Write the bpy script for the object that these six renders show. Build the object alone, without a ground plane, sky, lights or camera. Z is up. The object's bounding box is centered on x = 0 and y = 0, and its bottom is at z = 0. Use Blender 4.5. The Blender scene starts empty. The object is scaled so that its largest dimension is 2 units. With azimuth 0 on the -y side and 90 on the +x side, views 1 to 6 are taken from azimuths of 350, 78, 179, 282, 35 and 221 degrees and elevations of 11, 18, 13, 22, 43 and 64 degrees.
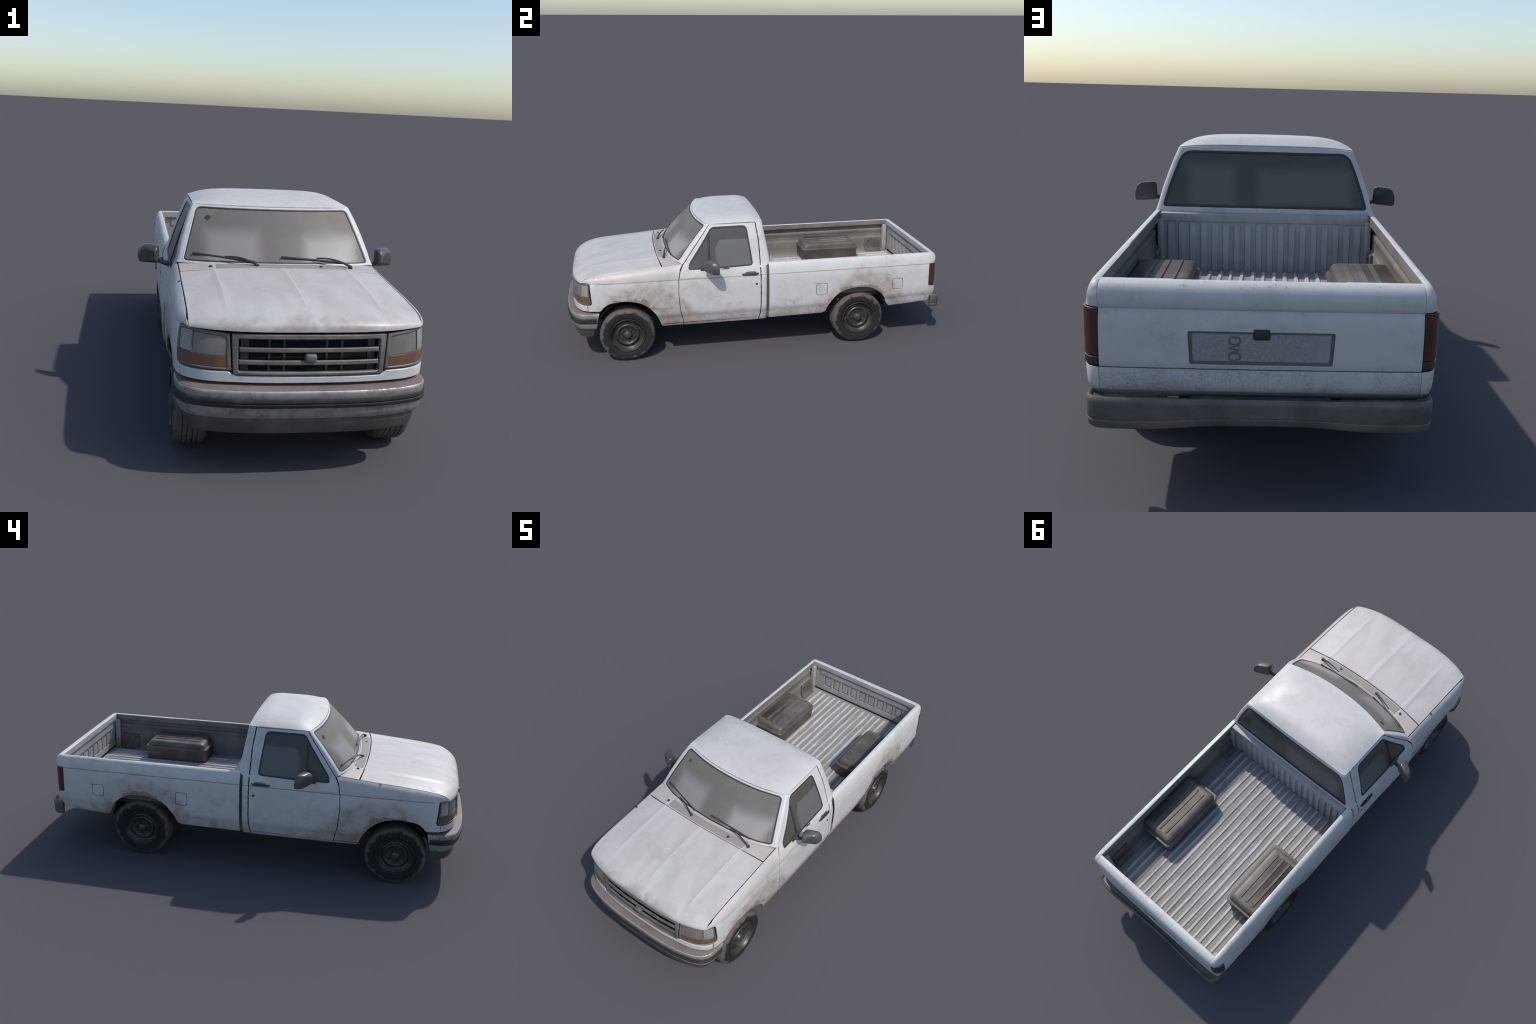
# An old white single-cab pickup truck, dusty and worn.  Front faces -y, length 2 m.
import bpy, bmesh, math, random
import numpy as np
from mathutils import Vector, Matrix, noise as mnoise
from mathutils.geometry import delaunay_2d_cdt

random.seed(7)
TAU = 2 * math.pi
COL = bpy.context.scene.collection

# ------------------------------------------------------------------ helpers
def smooth(a, b, x):
    t = min(1.0, max(0.0, (x - a) / (b - a)))
    return t * t * (3 - 2 * t)

def mix(a, b, t):
    return a + (b - a) * t

class Curve1:
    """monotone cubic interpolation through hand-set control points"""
    def __init__(self, *pts):
        self.x = np.array([p[0] for p in pts], float)
        self.y = np.array([p[1] for p in pts], float)
        h = np.diff(self.x); d = np.diff(self.y) / h
        m = np.zeros(len(self.x)); m[0] = d[0]; m[-1] = d[-1]
        for i in range(1, len(d)):
            if d[i-1] * d[i] > 0:
                w1 = 2*h[i] + h[i-1]; w2 = h[i] + 2*h[i-1]
                m[i] = (w1 + w2) / (w1/d[i-1] + w2/d[i])
        self.m = m
    def __call__(self, x):
        X, Y, M = self.x, self.y, self.m
        if x <= X[0]: return float(Y[0])
        if x >= X[-1]: return float(Y[-1])
        i = int(np.searchsorted(X, x)) - 1
        h = X[i+1] - X[i]; t = (x - X[i]) / h
        t2, t3 = t*t, t*t*t
        return float((2*t3-3*t2+1)*Y[i] + (t3-2*t2+t)*h*M[i] + (-2*t3+3*t2)*Y[i+1] + (t3-t2)*h*M[i+1])

def catmull(pts, n=12, closed=False):
    P = [np.array(p, float) for p in pts]; out = []
    N = len(P)
    rng = range(N) if closed else range(N-1)
    for i in rng:
        p0 = P[(i-1) % N] if (closed or i > 0) else 2*P[0]-P[1]
        p1, p2 = P[i], P[(i+1) % N]
        p3 = P[(i+2) % N] if (closed or i+2 < N) else 2*P[-1]-P[-2]
        for k in range(n):
            t = k/n
            out.append(0.5*((2*p1)+(p2-p0)*t+(2*p0-5*p1+4*p2-p3)*t*t+(3*p1-p0-3*p2+p3)*t**3))
    if not closed: out.append(P[-1])
    return out

def round_poly(pts, r, n=5):
    """round the corners of a polygon; r is one radius or one per corner"""
    out = []; N = len(pts)
    for i in range(N):
        p = np.array(pts[i], float); a = np.array(pts[i-1], float); b = np.array(pts[(i+1) % N], float)
        rr = r[i] if isinstance(r, (list, tuple)) else r
        da, db = a-p, b-p; la, lb = np.linalg.norm(da), np.linalg.norm(db)
        d = min(rr, la*0.48, lb*0.48)
        if d < 1e-5: out.append(tuple(p)); continue
        p1, p2 = p+da/la*d, p+db/lb*d
        for k in range(n+1):
            t = k/n
            out.append(tuple((1-t)**2*p1+2*t*(1-t)*p+t*t*p2))
    return out

def area2(P):
    x, y = P[:, 0], P[:, 1]
    return 0.5*np.sum(x*np.roll(y, -1)-np.roll(x, -1)*y)

def resample(poly, step):
    P = np.array(poly, float)
    keep = [0]
    for i in range(1, len(P)):
        if np.linalg.norm(P[i]-P[keep[-1]]) > 1e-4: keep.append(i)
    if np.linalg.norm(P[keep[-1]]-P[0]) < 1e-4: keep.pop()
    P = P[keep]
    if area2(P) < 0: P = P[::-1]
    out = []
    for i in range(len(P)):
        a, b = P[i], P[(i+1) % len(P)]
        n = max(1, int(math.ceil(np.linalg.norm(b-a)/step)))
        for k in range(n): out.append(a+(b-a)*k/n)
    return np.array(out)

def inset(P, d):
    """shift a counter-clockwise loop inwards"""
    a = np.roll(P, 1, 0); b = np.roll(P, -1, 0)
    e1 = P-a; e2 = b-P
    e1 /= np.linalg.norm(e1, axis=1)[:, None]; e2 /= np.linalg.norm(e2, axis=1)[:, None]
    n1 = np.stack([-e1[:, 1], e1[:, 0]], 1); n2 = np.stack([-e2[:, 1], e2[:, 0]], 1)
    m = n1+n2; q = 1+np.sum(n1*n2, 1)
    m = m/np.maximum(q, 0.35)[:, None]
    return P+m*d

def inside(P, pts):
    x, y = pts[:, 0], pts[:, 1]; c = np.zeros(len(pts), bool)
    xa, ya = P[:, 0], P[:, 1]; xb, yb = np.roll(xa, -1), np.roll(ya, -1)
    for i in range(len(P)):
        if ya[i] == yb[i]: continue
        t = ((ya[i] > y) != (yb[i] > y))
        c ^= t & (x < (xb[i]-xa[i])*(y-ya[i])/(yb[i]-ya[i])+xa[i])
    return c

def wobbled(P, amp, seed):
    """uneven edge: shift each loop point a little across the edge"""
    N = inset(P, 1.0)-P
    k = np.array([mnoise.noise(Vector((p[0]*70, p[1]*70, seed)))+0.6*mnoise.noise(Vector((p[0]*190, p[1]*190, seed+9))) for p in P])
    return P+np.clip(N, -1.2, 1.2)*(k*amp)[:, None]

def near(P, pts, d):
    out = np.zeros(len(pts), bool)
    for k in range(0, len(pts), 4000):
        q = pts[k:k+4000]
        out[k:k+4000] = (np.min(np.sum((q[:, None, :]-P[None, :, :])**2, 2), 1) < d*d)
    return out

MATS = {}
def make_obj(name, verts, faces, mat, parent=None, sharp=38):
    me = bpy.data.meshes.new(name)
    me.from_pydata([tuple(map(float, v)) for v in verts], [], faces)
    me.update(); me.validate()
    me.shade_smooth()
    if sharp: me.set_sharp_from_angle(angle=math.radians(sharp))
    me.materials.append(MATS[mat])
    ob = bpy.data.objects.new(name, me); COL.objects.link(ob)
    if parent is not None: ob.parent = parent
    return ob

def recalc(ob):
    bm = bmesh.new(); bm.from_mesh(ob.data)
    bmesh.ops.recalc_face_normals(bm, faces=bm.faces[:])
    bm.to_mesh(ob.data); bm.free()
    return ob

def panel(name, poly, func, mat, parent, holes=(), step=0.011, rows=(), thick=0.005,
          edge=0.0011, gap=0.0014, lift=0.0, back=True, sharp=38, wob=None):
    """sheet-metal panel: a polygon with holes in a 2-D parameter space, triangulated finely,
    mapped to 3-D by func(u, v), with rolled edges and a thickness towards the inside"""
    O = inset(resample(poly, step), gap) if gap else resample(poly, step)
    H = [inset(resample(h, step), -gap) if gap else resample(h, step) for h in holes]
    if wob is None: wob = 0.0006 if mat in ('paint', 'cowl_paint') and gap >= 0.0008 else 0.0
    if wob:
        O = wobbled(O, wob, 1.0+len(name)); H = [wobbled(h, wob, 4.0+i) for i, h in enumerate(H)]
    O2 = inset(O, edge); H2 = [inset(h, -edge) for h in H]
    lo, hi = O.min(0), O.max(0)
    us = np.arange(lo[0]+step/2, hi[0], step)
    vs = list(np.arange(lo[1]+step/2, hi[1], step))
    vs = [v for v in vs if all(abs(v-r) > step*0.3 for r in rows)] + [r for r in rows if lo[1] < r < hi[1]]
    G = np.array([(u, v) for v in sorted(vs) for u in us])
    if len(G):
        k = inside(O2, G)
        for h in H2: k &= ~inside(h, G)
        G = G[k]
    if len(G):
        B = np.concatenate([O2]+H2)
        G = G[~near(B, G, step*0.42)]
    loops = [O]+H; loops2 = [O2]+H2
    V = []; E = []; rim = []
    for L in loops:
        n0 = len(V); V += [tuple(p) for p in L]; n = len(L)
        E += [(n0+i, n0+(i+1) % n) for i in range(n)]; rim.append((n0, n))
    nrim = len(V)
    for L in loops2:
        n0 = len(V); V += [tuple(p) for p in L]; n = len(L)
        E += [(n0+i, n0+(i+1) % n) for i in range(n)]
    V += [tuple(p) for p in G]
    cv, ce, cf, ov, oe, of = delaunay_2d_cdt([Vector(v) for v in V], E, [], 0, 1e-7)
    cv = np.array([tuple(v) for v in cv])
    T = np.array([tuple(f) for f in cf])
    C = cv[T].mean(1)
    k = inside(O, C)
    for h in H: k &= ~inside(h, C)
    T = T[k]
    isrim = np.array([len(o) > 0 and min(o) < nrim for o in ov])
    e = 2e-4
    P3 = np.empty((len(cv), 3)); N3 = np.empty((len(cv), 3))
    for i, (u, v) in enumerate(cv):
        p = np.array(func(u, v))
        du = np.array(func(u+e, v))-np.array(func(u-e, v)); dv = np.array(func(u, v+e))-np.array(func(u, v-e))
        n = np.cross(du, dv); l = np.linalg.norm(n)
        N3[i] = n/l if l > 1e-14 else (0, 0, 1); P3[i] = p
    top = P3+N3*lift
    top[isrim] -= N3[isrim]*edge
    nv = len(cv)
    faces = [tuple(map(int, t)) for t in T]
    verts = list(top)
    if thick > 0:
        bot = P3+N3*(lift-thick)
        cnt = {}
        for t in faces:
            for a, b in ((t[0], t[1]), (t[1], t[2]), (t[2], t[0])): cnt[(a, b)] = 1
        bound = [ab for ab in cnt if (ab[1], ab[0]) not in cnt]
        verts += list(bot)
        if back: faces += [(t[2]+nv, t[1]+nv, t[0]+nv) for t in faces]
        faces += [(b, a, a+nv, b+nv) for a, b in bound]
    used = sorted({i for f in faces for i in f}); mp = {o: n for n, o in enumerate(used)}
    return make_obj(name, [verts[i] for i in used], [tuple(mp[i] for i in f) for f in faces], mat, parent, sharp)

def loft(name, rings, mat, parent, close_ring=True, caps=True, sharp=38):
    n = len(rings[0]); V = [p for r in rings for p in r]; F = []
    m = n if close_ring else n-1
    for i in range(len(rings)-1):
        for j in range(m):
            a, b = i*n+j, i*n+(j+1) % n
            F.append((a, b, b+n, a+n))
    if caps and close_ring:
        F.append(tuple(range(n-1, -1, -1))); F.append(tuple((len(rings)-1)*n+j for j in range(n)))
    return recalc(make_obj(name, V, F, mat, parent, sharp))

def revolve(name, prof, mat, parent, seg=96, axis_x=True, wobble=None, sharp=32):
    """turn a (radius, x) outline about the x axis"""
    V = []; F = []; n = len(prof)
    for k in range(seg):
        a = TAU*k/seg
        for j, (r, x) in enumerate(prof):
            if wobble: r = r+wobble(k, j)
            V.append((x, r*math.cos(a), r*math.sin(a)))
    for k in range(seg):
        for j in range(n-1):
            F.append((k*n+j, k*n+j+1, ((k+1) % seg)*n+j+1, ((k+1) % seg)*n+j))
    return recalc(make_obj(name, V, F, mat, parent, sharp))

def box(name, lo, hi, mat, parent, bevel=0.003, seg=2, taper=None):
    bm = bmesh.new(); bmesh.ops.create_cube(bm, size=1.0)
    lo, hi = Vector(lo), Vector(hi)
    for v in bm.verts:
        v.co = Vector([mix(lo[i], hi[i], v.co[i]+0.5) for i in range(3)])
    if taper: taper(bm)
    if bevel:
        bmesh.ops.bevel(bm, geom=bm.edges[:], offset=bevel, segments=seg, profile=0.5, affect='EDGES', clamp_overlap=True)
    me = bpy.data.meshes.new(name); bm.to_mesh(me); bm.free()
    me.shade_smooth(); me.set_sharp_from_angle(angle=math.radians(40)); me.materials.append(MATS[mat])
    ob = bpy.data.objects.new(name, me); COL.objects.link(ob); ob.parent = parent
    return ob

def tube(name, pts, r, mat, parent, seg=8, squash=1.0):
    rings = []; P = [Vector(p) for p in pts]
    for i, p in enumerate(P):
        t = (P[min(i+1, len(P)-1)]-P[max(i-1, 0)]).normalized()
        a = t.cross(Vector((0, 0, 1)));
        if a.length < 1e-3: a = t.cross(Vector((0, 1, 0)))
        a.normalize(); b = a.cross(t)
        rr = r[i] if isinstance(r, (list, tuple)) else r
        rings.append([p+a*math.cos(TAU*k/seg)*rr+b*math.sin(TAU*k/seg)*rr*squash for k in range(seg)])
    return loft(name, rings, mat, parent)

def disc(name, c, axis, r, h, mat, parent, seg=20, bevel=0.25):
    axis = Vector(axis).normalized(); q = axis.to_track_quat('Z', 'Y'); c = Vector(c); rings = []
    for rr, hh in ((r, 0), (r, h*(1-bevel)), (r*(1-bevel*0.6), h)):
        rings.append([c+q @ Vector((rr*math.cos(TAU*k/seg), rr*math.sin(TAU*k/seg), hh)) for k in range(seg)])
    return loft(name, rings, mat, parent)

def mirror_copy(ob, parent=None):
    """the same part on the other side of the truck"""
    me = ob.data.copy()
    bm = bmesh.new(); bm.from_mesh(me)
    for v in bm.verts: v.co.x = -v.co.x
    bmesh.ops.reverse_faces(bm, faces=bm.faces[:])
    bm.to_mesh(me); bm.free()
    o = bpy.data.objects.new(ob.name, me); COL.objects.link(o); o.parent = parent or ob.parent
    return o

def both(ob):
    return [ob, mirror_copy(ob)]

def empty(name, parent=None, loc=(0, 0, 0)):
    e = bpy.data.objects.new(name, None); COL.objects.link(e); e.location = loc
    if parent is not None: e.parent = parent
    return e

# ------------------------------------------------------------------ materials
class NT:
    """small wrapper for writing shader maths"""
    def __init__(self, name):
        m = bpy.data.materials.new(name); m.use_nodes = True
        self.m = m; self.t = m.node_tree; self.b = self.t.nodes['Principled BSDF']
        tc = self.t.nodes.new('ShaderNodeTexCoord'); self.co = tc.outputs['Object']
        sp = self.t.nodes.new('ShaderNodeSeparateXYZ'); self.t.links.new(self.co, sp.inputs[0])
        self.x, self.y, self.z = sp.outputs
    def put(self, sock, v):
        if isinstance(v, bpy.types.NodeSocket): self.t.links.new(v, sock)
        elif v is not None: sock.default_value = v
    def math(self, op, a, b=None, c=None):
        n = self.t.nodes.new('ShaderNodeMath'); n.operation = op
        self.put(n.inputs[0], a)
        if b is not None: self.put(n.inputs[1], b)
        if c is not None: self.put(n.inputs[2], c)
        return n.outputs[0]
    def add(self, a, b): return self.math('ADD', a, b)
    def sub(self, a, b): return self.math('SUBTRACT', a, b)
    def mul(self, a, b): return self.math('MULTIPLY', a, b)
    def mx(self, a, b): return self.math('MAXIMUM', a, b)
    def mn(self, a, b): return self.math('MINIMUM', a, b)
    def ab(self, a): return self.math('ABSOLUTE', a)
    def step(self, v, a, b, o0=0.0, o1=1.0):
        n = self.t.nodes.new('ShaderNodeMapRange'); n.interpolation_type = 'SMOOTHSTEP'
        flip = a > b
        self.put(n.inputs[0], v); n.inputs[1].default_value = min(a, b); n.inputs[2].default_value = max(a, b)
        n.inputs[3].default_value = o1 if flip else o0; n.inputs[4].default_value = o0 if flip else o1
        return n.outputs[0]
    def noise(self, scale, detail=4, rough=0.55, dist=0.0, stretch=None):
        n = self.t.nodes.new('ShaderNodeTexNoise')
        n.inputs['Scale'].default_value = scale; n.inputs['Detail'].default_value = detail
        n.inputs['Roughness'].default_value = rough; n.inputs['Distortion'].default_value = dist
        v = self.co
        if stretch:
            mp = self.t.nodes.new('ShaderNodeMapping'); mp.inputs['Scale'].default_value = stretch
            self.t.links.new(self.co, mp.inputs[0]); v = mp.outputs[0]
        self.t.links.new(v, n.inputs['Vector'])
        return n.outputs['Fac']
    def voronoi(self, scale, feature='F1'):
        n = self.t.nodes.new('ShaderNodeTexVoronoi'); n.feature = feature
        n.inputs['Scale'].default_value = scale; self.t.links.new(self.co, n.inputs['Vector'])
        return n.outputs['Distance']
    def mixc(self, fac, a, b):
        n = self.t.nodes.new('ShaderNodeMix'); n.data_type = 'RGBA'
        self.put(n.inputs['Factor'], fac)
        for s, v in ((n.inputs[6], a), (n.inputs[7], b)):
            self.put(s, v if isinstance(v, bpy.types.NodeSocket) else (*v, 1))
        return n.outputs[2]
    def bump(self, h, strength=0.2, dist=0.002):
        n = self.t.nodes.new('ShaderNodeBump'); n.inputs['Strength'].default_value = strength
        n.inputs['Distance'].default_value = dist; self.put(n.inputs['Height'], h)
        self.t.links.new(n.outputs[0], self.b.inputs['Normal'])
    def rect(self, a, b, ca, cb, ha, hb, soft):
        """soft-edged rectangle mask in two coordinates"""
        d = self.mx(self.sub(self.ab(self.sub(a, ca)), ha), self.sub(self.ab(self.sub(b, cb)), hb))
        return self.step(d, soft, -soft)
    def dist2(self, a, b, ca, cb):
        return self.math('SQRT', self.add(self.math('POWER', self.sub(a, ca), 2.0), self.math('POWER', self.sub(b, cb), 2.0)))
    def done(self, key, color, rough=0.5, metal=0.0, spec=0.5, coat=0.0):
        self.put(self.b.inputs['Base Color'], color if isinstance(color, bpy.types.NodeSocket) else (*color, 1))
        self.put(self.b.inputs['Roughness'], rough); self.put(self.b.inputs['Metallic'], metal)
        self.b.inputs['Specular IOR Level'].default_value = spec
        self.b.inputs['Coat Weight'].default_value = coat
        MATS[key] = self.m

WHITE = (0.528, 0.519, 0.508); TAN = (0.275, 0.215, 0.175); MUD = (0.16, 0.125, 0.098)
WHEEL_F, WHEEL_R, AXLE_Z, TYRE_R = -0.699, 0.528, 0.1405, 0.1405

def paint(key, white=WHITE, dusty=0.0, splash=True, rough=0.40, soil=0.0):
    t = NT('worn_white_paint' if key == 'paint' else key)
    big = t.noise(4.5, 6, 0.62, 0.6); mid = t.noise(17, 6, 0.66, 0.5); fine = t.noise(140, 3, 0.6)
    scrub = t.noise(15, 7, 0.68, 0.25)
    grime = t.mul(t.step(big, 0.36, 0.68), t.step(mid, 0.34, 0.70))
    col = t.mixc(t.mul(grime, 0.55), white, (0.36, 0.335, 0.315))
    speck = t.mul(t.step(fine, 0.58, 0.76), t.step(big, 0.36, 0.62))
    col = t.mixc(t.mul(speck, 0.40), col, (0.27, 0.25, 0.235))
    if dusty: col = t.mixc(dusty, col, (0.42, 0.37, 0.34))
    if soil:
        sp = t.mul(t.step(t.noise(210, 4, 0.8), 0.36, 0.66), t.step(t.add(big, t.mul(mid, 0.5)), 0.52, 0.92))
        col = t.mixc(t.mul(sp, soil), col, (0.13, 0.12, 0.11))
    # chipped and rubbed rails, scuffs
    rail = t.mul(t.mul(t.step(t.z, 0.462, 0.474), t.step(t.z, 0.489, 0.486)), t.step(t.y, 0.03, 0.04))
    chip = t.mul(t.step(t.noise(95, 4, 0.75), 0.56, 0.64), t.step(mid, 0.46, 0.60))
    col = t.mixc(t.mul(t.mul(rail, chip), 0.65), col, (0.17, 0.15, 0.135))
    scuff = t.mul(t.step(t.noise(38, 6, 0.8, 0.8, (1, 0.8, 1.3)), 0.56, 0.68), t.step(big, 0.40, 0.60))
    col = t.mixc(t.mul(scuff, 0.34), col, (0.25, 0.228, 0.21))
    if soil:
        band = t.step(t.add(t.z, t.mul(mid, 0.006)), 0.2540, 0.2475)  # dark brown-grey band along the lower edge
        col = t.mixc(t.mul(band, 0.75), col, (0.135, 0.122, 0.108))
    if splash:
        n = t.add(t.mul(big, 0.12), t.mul(mid, 0.11))
        side = t.step(t.ab(t.x), 0.33, 0.352)
        worn = t.math('MULTIPLY_ADD', t.step(scrub, 0.36, 0.62), 0.60, 0.40)
        # mud thrown up round the wheel arches
        for yc, zc, r0, k in ((WHEEL_F+0.075, 0.150, 0.165, 0.85), (WHEEL_R+0.005, 0.165, 0.150, 0.8)):
            d = t.dist2(t.y, t.z, yc, zc)
            halo = t.mul(t.mul(t.step(t.sub(d, n), r0+0.035, r0-0.085), side), worn)
            col = t.mixc(t.mul(halo, k), col, TAN)
        for yc, zc, r0 in ((WHEEL_F+0.02, 0.163, 0.1685), (WHEEL_R-0.005, 0.163, 0.1660)):
            d = t.dist2(t.y, t.z, yc, zc)
            crust = t.mul(t.step(t.sub(d, t.mul(t.sub(scrub, 0.40), 0.10)), r0+0.0040, r0+0.0010), side)
            crust = t.mul(crust, t.step(t.z, 0.262, 0.285))
            col = t.mixc(t.mul(crust, 0.65), col, MUD)
        # sills, lower door edges, mottled lower flanks
        low = t.mul(t.step(t.sub(t.z, t.mul(n, 0.8)), 0.165, 0.085), worn)
        col = t.mixc(t.mul(t.mul(low, side), 0.75), col, TAN)
        flank = t.mul(t.mul(t.step(scrub, 0.50, 0.68), t.step(mid, 0.42, 0.62)), t.step(t.z, 0.42, 0.36))
        col = t.mixc(t.mul(t.mul(flank, side), 0.5), col, (0.24, 0.215, 0.195))
        tail = t.mul(t.step(t.add(t.z, t.mul(mid, 0.006)), 0.2540, 0.2475), t.step(t.y, 0.945, 0.955))  # the same dark band continued round the rear corners
        col = t.mixc(t.mul(tail, 0.75), col, (0.135, 0.122, 0.108))
        # smudges behind the front arch
        blot = t.step(t.add(t.dist2(t.y, t.z, -0.475, 0.345), t.mul(mid, 0.06)), 0.062, 0.026)
        col = t.mixc(t.mul(t.mul(blot, side), 0.55), col, MUD)
        blot2 = t.mul(t.step(t.add(t.dist2(t.y, t.z, -0.40, 0.255), t.mul(scrub, 0.10)), 0.125, 0.06), worn)
        col = t.mixc(t.mul(t.mul(blot2, side), 0.55), col, TAN)
        # thin dark line along the belt crease
        line = t.mul(t.step(t.ab(t.sub(t.z, 0.4262)), 0.0032, 0.0008), side)
        line = t.mul(line, t.step(t.y, -0.85, -0.84))
        col = t.mixc(t.mul(line, 0.60), col, (0.16, 0.135, 0.118))
    # dust settled on the hood, streaked lengthwise, denser at its front edge
    hood = t.mul(t.step(t.y, -0.40, -0.46), t.step(t.z, 0.425, 0.44))
    streak = t.noise(9, 5, 0.6, 0.4, (1.6, 0.5, 1))
    hd = t.mul(hood, t.step(t.add(streak, t.mul(mid, 0.3)), 0.50, 0.80))
    col = t.mixc(t.mul(hd, 0.36), col, (0.37, 0.325, 0.30))
    top = t.mx(hood, t.mul(t.step(t.z, 0.686, 0.70), 0.55))  # upward faces tinted darker to offset strong sky and sun light
    col = t.mixc(t.mul(top, 0.30), col, (0.37, 0.325, 0.295))
    # pressed ridges of the hood, with paler lines along them
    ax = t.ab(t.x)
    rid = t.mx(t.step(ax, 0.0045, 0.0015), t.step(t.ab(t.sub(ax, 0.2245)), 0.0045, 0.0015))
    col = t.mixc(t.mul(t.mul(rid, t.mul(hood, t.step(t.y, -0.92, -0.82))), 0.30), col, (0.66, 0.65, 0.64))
    nose = t.mul(hood, t.mul(t.step(t.add(t.y, t.mul(mid, 0.12)), -0.855, -0.905), t.step(scrub, 0.40, 0.60)))
    col = t.mixc(t.mul(nose, 0.60), col, (0.24, 0.205, 0.18))
    t.bump(t.add(t.mul(mid, 0.7), t.mul(fine, 0.25)), 0.16, 0.002)
    r = t.math('MULTIPLY_ADD', t.add(grime, speck), 0.22, rough)
    t.done(key, col, r, 0.0, 0.5, 0.12)

def make_materials():
    paint('paint')
    paint('cowl_paint', white=(0.45, 0.42, 0.40), dusty=0.25, splash=False)
    paint('grimy_plate', white=(0.31, 0.308, 0.304), splash=False, soil=0.6)
    paint('sill_paint', splash=False, soil=0.6)
    t = NT('groove_dirt'); t.done('groove_dirt', (0.15, 0.142, 0.132), 0.8)
    t = NT('gap_dust'); t.done('gap_dust', (0.10, 0.088, 0.076), 0.8)
    t = NT('glass_crack'); t.done('crack', (0.115, 0.108, 0.10), 0.5)
    # grained cowl vent
    t = NT('grained_vent'); g = t.noise(420, 2); b = t.noise(18)
    t.bump(g, 0.5, 0.002); t.done('vent', t.mixc(t.mul(g, b), (0.29, 0.262, 0.242), (0.20, 0.18, 0.165)), 0.7)
    # cargo bed, sun-bleached and dusty
    t = NT('bed_paint'); a = t.noise(7, 5, 0.6, 0.5); m = t.noise(30, 5, 0.65); f = t.noise(190, 2)
    c = t.mixc(t.step(a, 0.35, 0.70), (0.34, 0.335, 0.325), (0.275, 0.265, 0.25))
    c = t.mixc(t.mul(t.step(m, 0.5, 0.75), 0.5), c, (0.42, 0.415, 0.405))
    t.bump(f, 0.12, 0.002); t.done('bed_paint', c, 0.6)
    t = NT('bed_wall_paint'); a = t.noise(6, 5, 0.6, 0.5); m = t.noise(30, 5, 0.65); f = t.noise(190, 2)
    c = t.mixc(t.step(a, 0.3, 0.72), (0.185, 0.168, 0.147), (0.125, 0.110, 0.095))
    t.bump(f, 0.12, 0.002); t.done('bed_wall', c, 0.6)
    t = NT('bed_front_paint'); a = t.noise(6, 5, 0.6, 0.5); m = t.noise(60, 4, 0.65, 0, (1, 1, 0.15))
    c = t.mixc(t.step(a, 0.3, 0.72), (0.37, 0.37, 0.37), (0.29, 0.285, 0.277))
    c = t.mixc(t.mul(t.step(m, 0.45, 0.7), 0.35), c, (0.22, 0.21, 0.195))
    t.done('bed_front', c, 0.55)
    # bed floor: gritty groove bottoms and lighter worn ribs
    t = NT('gritty_floor'); a = t.noise(9, 4); f = t.noise(260, 3, 0.7); s = t.noise(20, 5, 0.65, 0.8, (1.5, 0.22, 1))
    c = t.mixc(t.step(f, 0.35, 0.65), (0.185, 0.178, 0.167), (0.32, 0.312, 0.297))
    c = t.mixc(t.mul(t.step(s, 0.52, 0.70), 0.55), c, (0.125, 0.117, 0.105))
    t.bump(f, 0.35, 0.002); t.done('floor', c, 0.8)
    t = NT('worn_rib'); s = t.noise(24, 5, 0.7, 0.8, (1.5, 0.25, 1)); f = t.noise(200, 2)
    c = t.mixc(t.step(s, 0.40, 0.66), (0.46, 0.46, 0.455), (0.30, 0.288, 0.27))
    t.bump(f, 0.12, 0.002); t.done('rib', c, 0.6)
    # brown plastic wheel boxes
    t = NT('brown_plastic'); a = t.noise(9, 5, 0.6, 0.4); f = t.noise(230, 3, 0.6); s = t.noise(11, 3, 0.5, 0.2)
    c = t.mixc(t.step(a, 0.3, 0.7), (0.078, 0.065, 0.055), (0.124, 0.109, 0.095))
    c = t.mixc(t.mul(t.step(s, 0.5, 0.75), 0.4), c, (0.19, 0.178, 0.163))
    t.bump(f, 0.2, 0.002); t.done('brown', c, 0.48)
    # dull grey plastic of grille and lamp frames
    t = NT('grey_plastic'); a = t.noise(14, 5, 0.6, 0.4); f = t.noise(120, 3)
    c = t.mixc(t.step(a, 0.35, 0.68), (0.098, 0.090, 0.081), (0.160, 0.148, 0.134))
    t.bump(f, 0.1, 0.002); t.done('grey', c, 0.48)
    t = NT('dark_rubber'); a = t.noise(12, 5, 0.6, 0.5); f = t.noise(90, 3)
    c = t.mixc(t.step(a, 0.40, 0.72), (0.042, 0.041, 0.040), (0.095, 0.087, 0.078))
    t.bump(f, 0.12, 0.002); t.done('rubber', c, 0.5)
    t = NT('bumper_rubber'); a = t.noise(12, 5, 0.6, 0.5)
    t.done('trim', t.mixc(t.step(a, 0.42, 0.75), (0.022, 0.022, 0.021), (0.060, 0.055, 0.049)), 0.6, 0, 0.3)
    t = NT('valance_plastic'); a = t.noise(10, 5, 0.6, 0.5)
    c = t.mixc(t.step(a, 0.40, 0.72), (0.062, 0.057, 0.051), (0.112, 0.098, 0.085))
    t.done('valance', c, 0.6)
    t = NT('black_plastic'); a = t.noise(20, 4)
    t.done('black', t.mixc(a, (0.016, 0.017, 0.018), (0.04, 0.04, 0.04)), 0.5)
    t = NT('dark_void'); t.done('void', (0.010, 0.010, 0.011), 0.9, 0, 0.1)
    t = NT('dark_gap'); t.done('gap', (0.03, 0.028, 0.026), 0.8)
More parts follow.
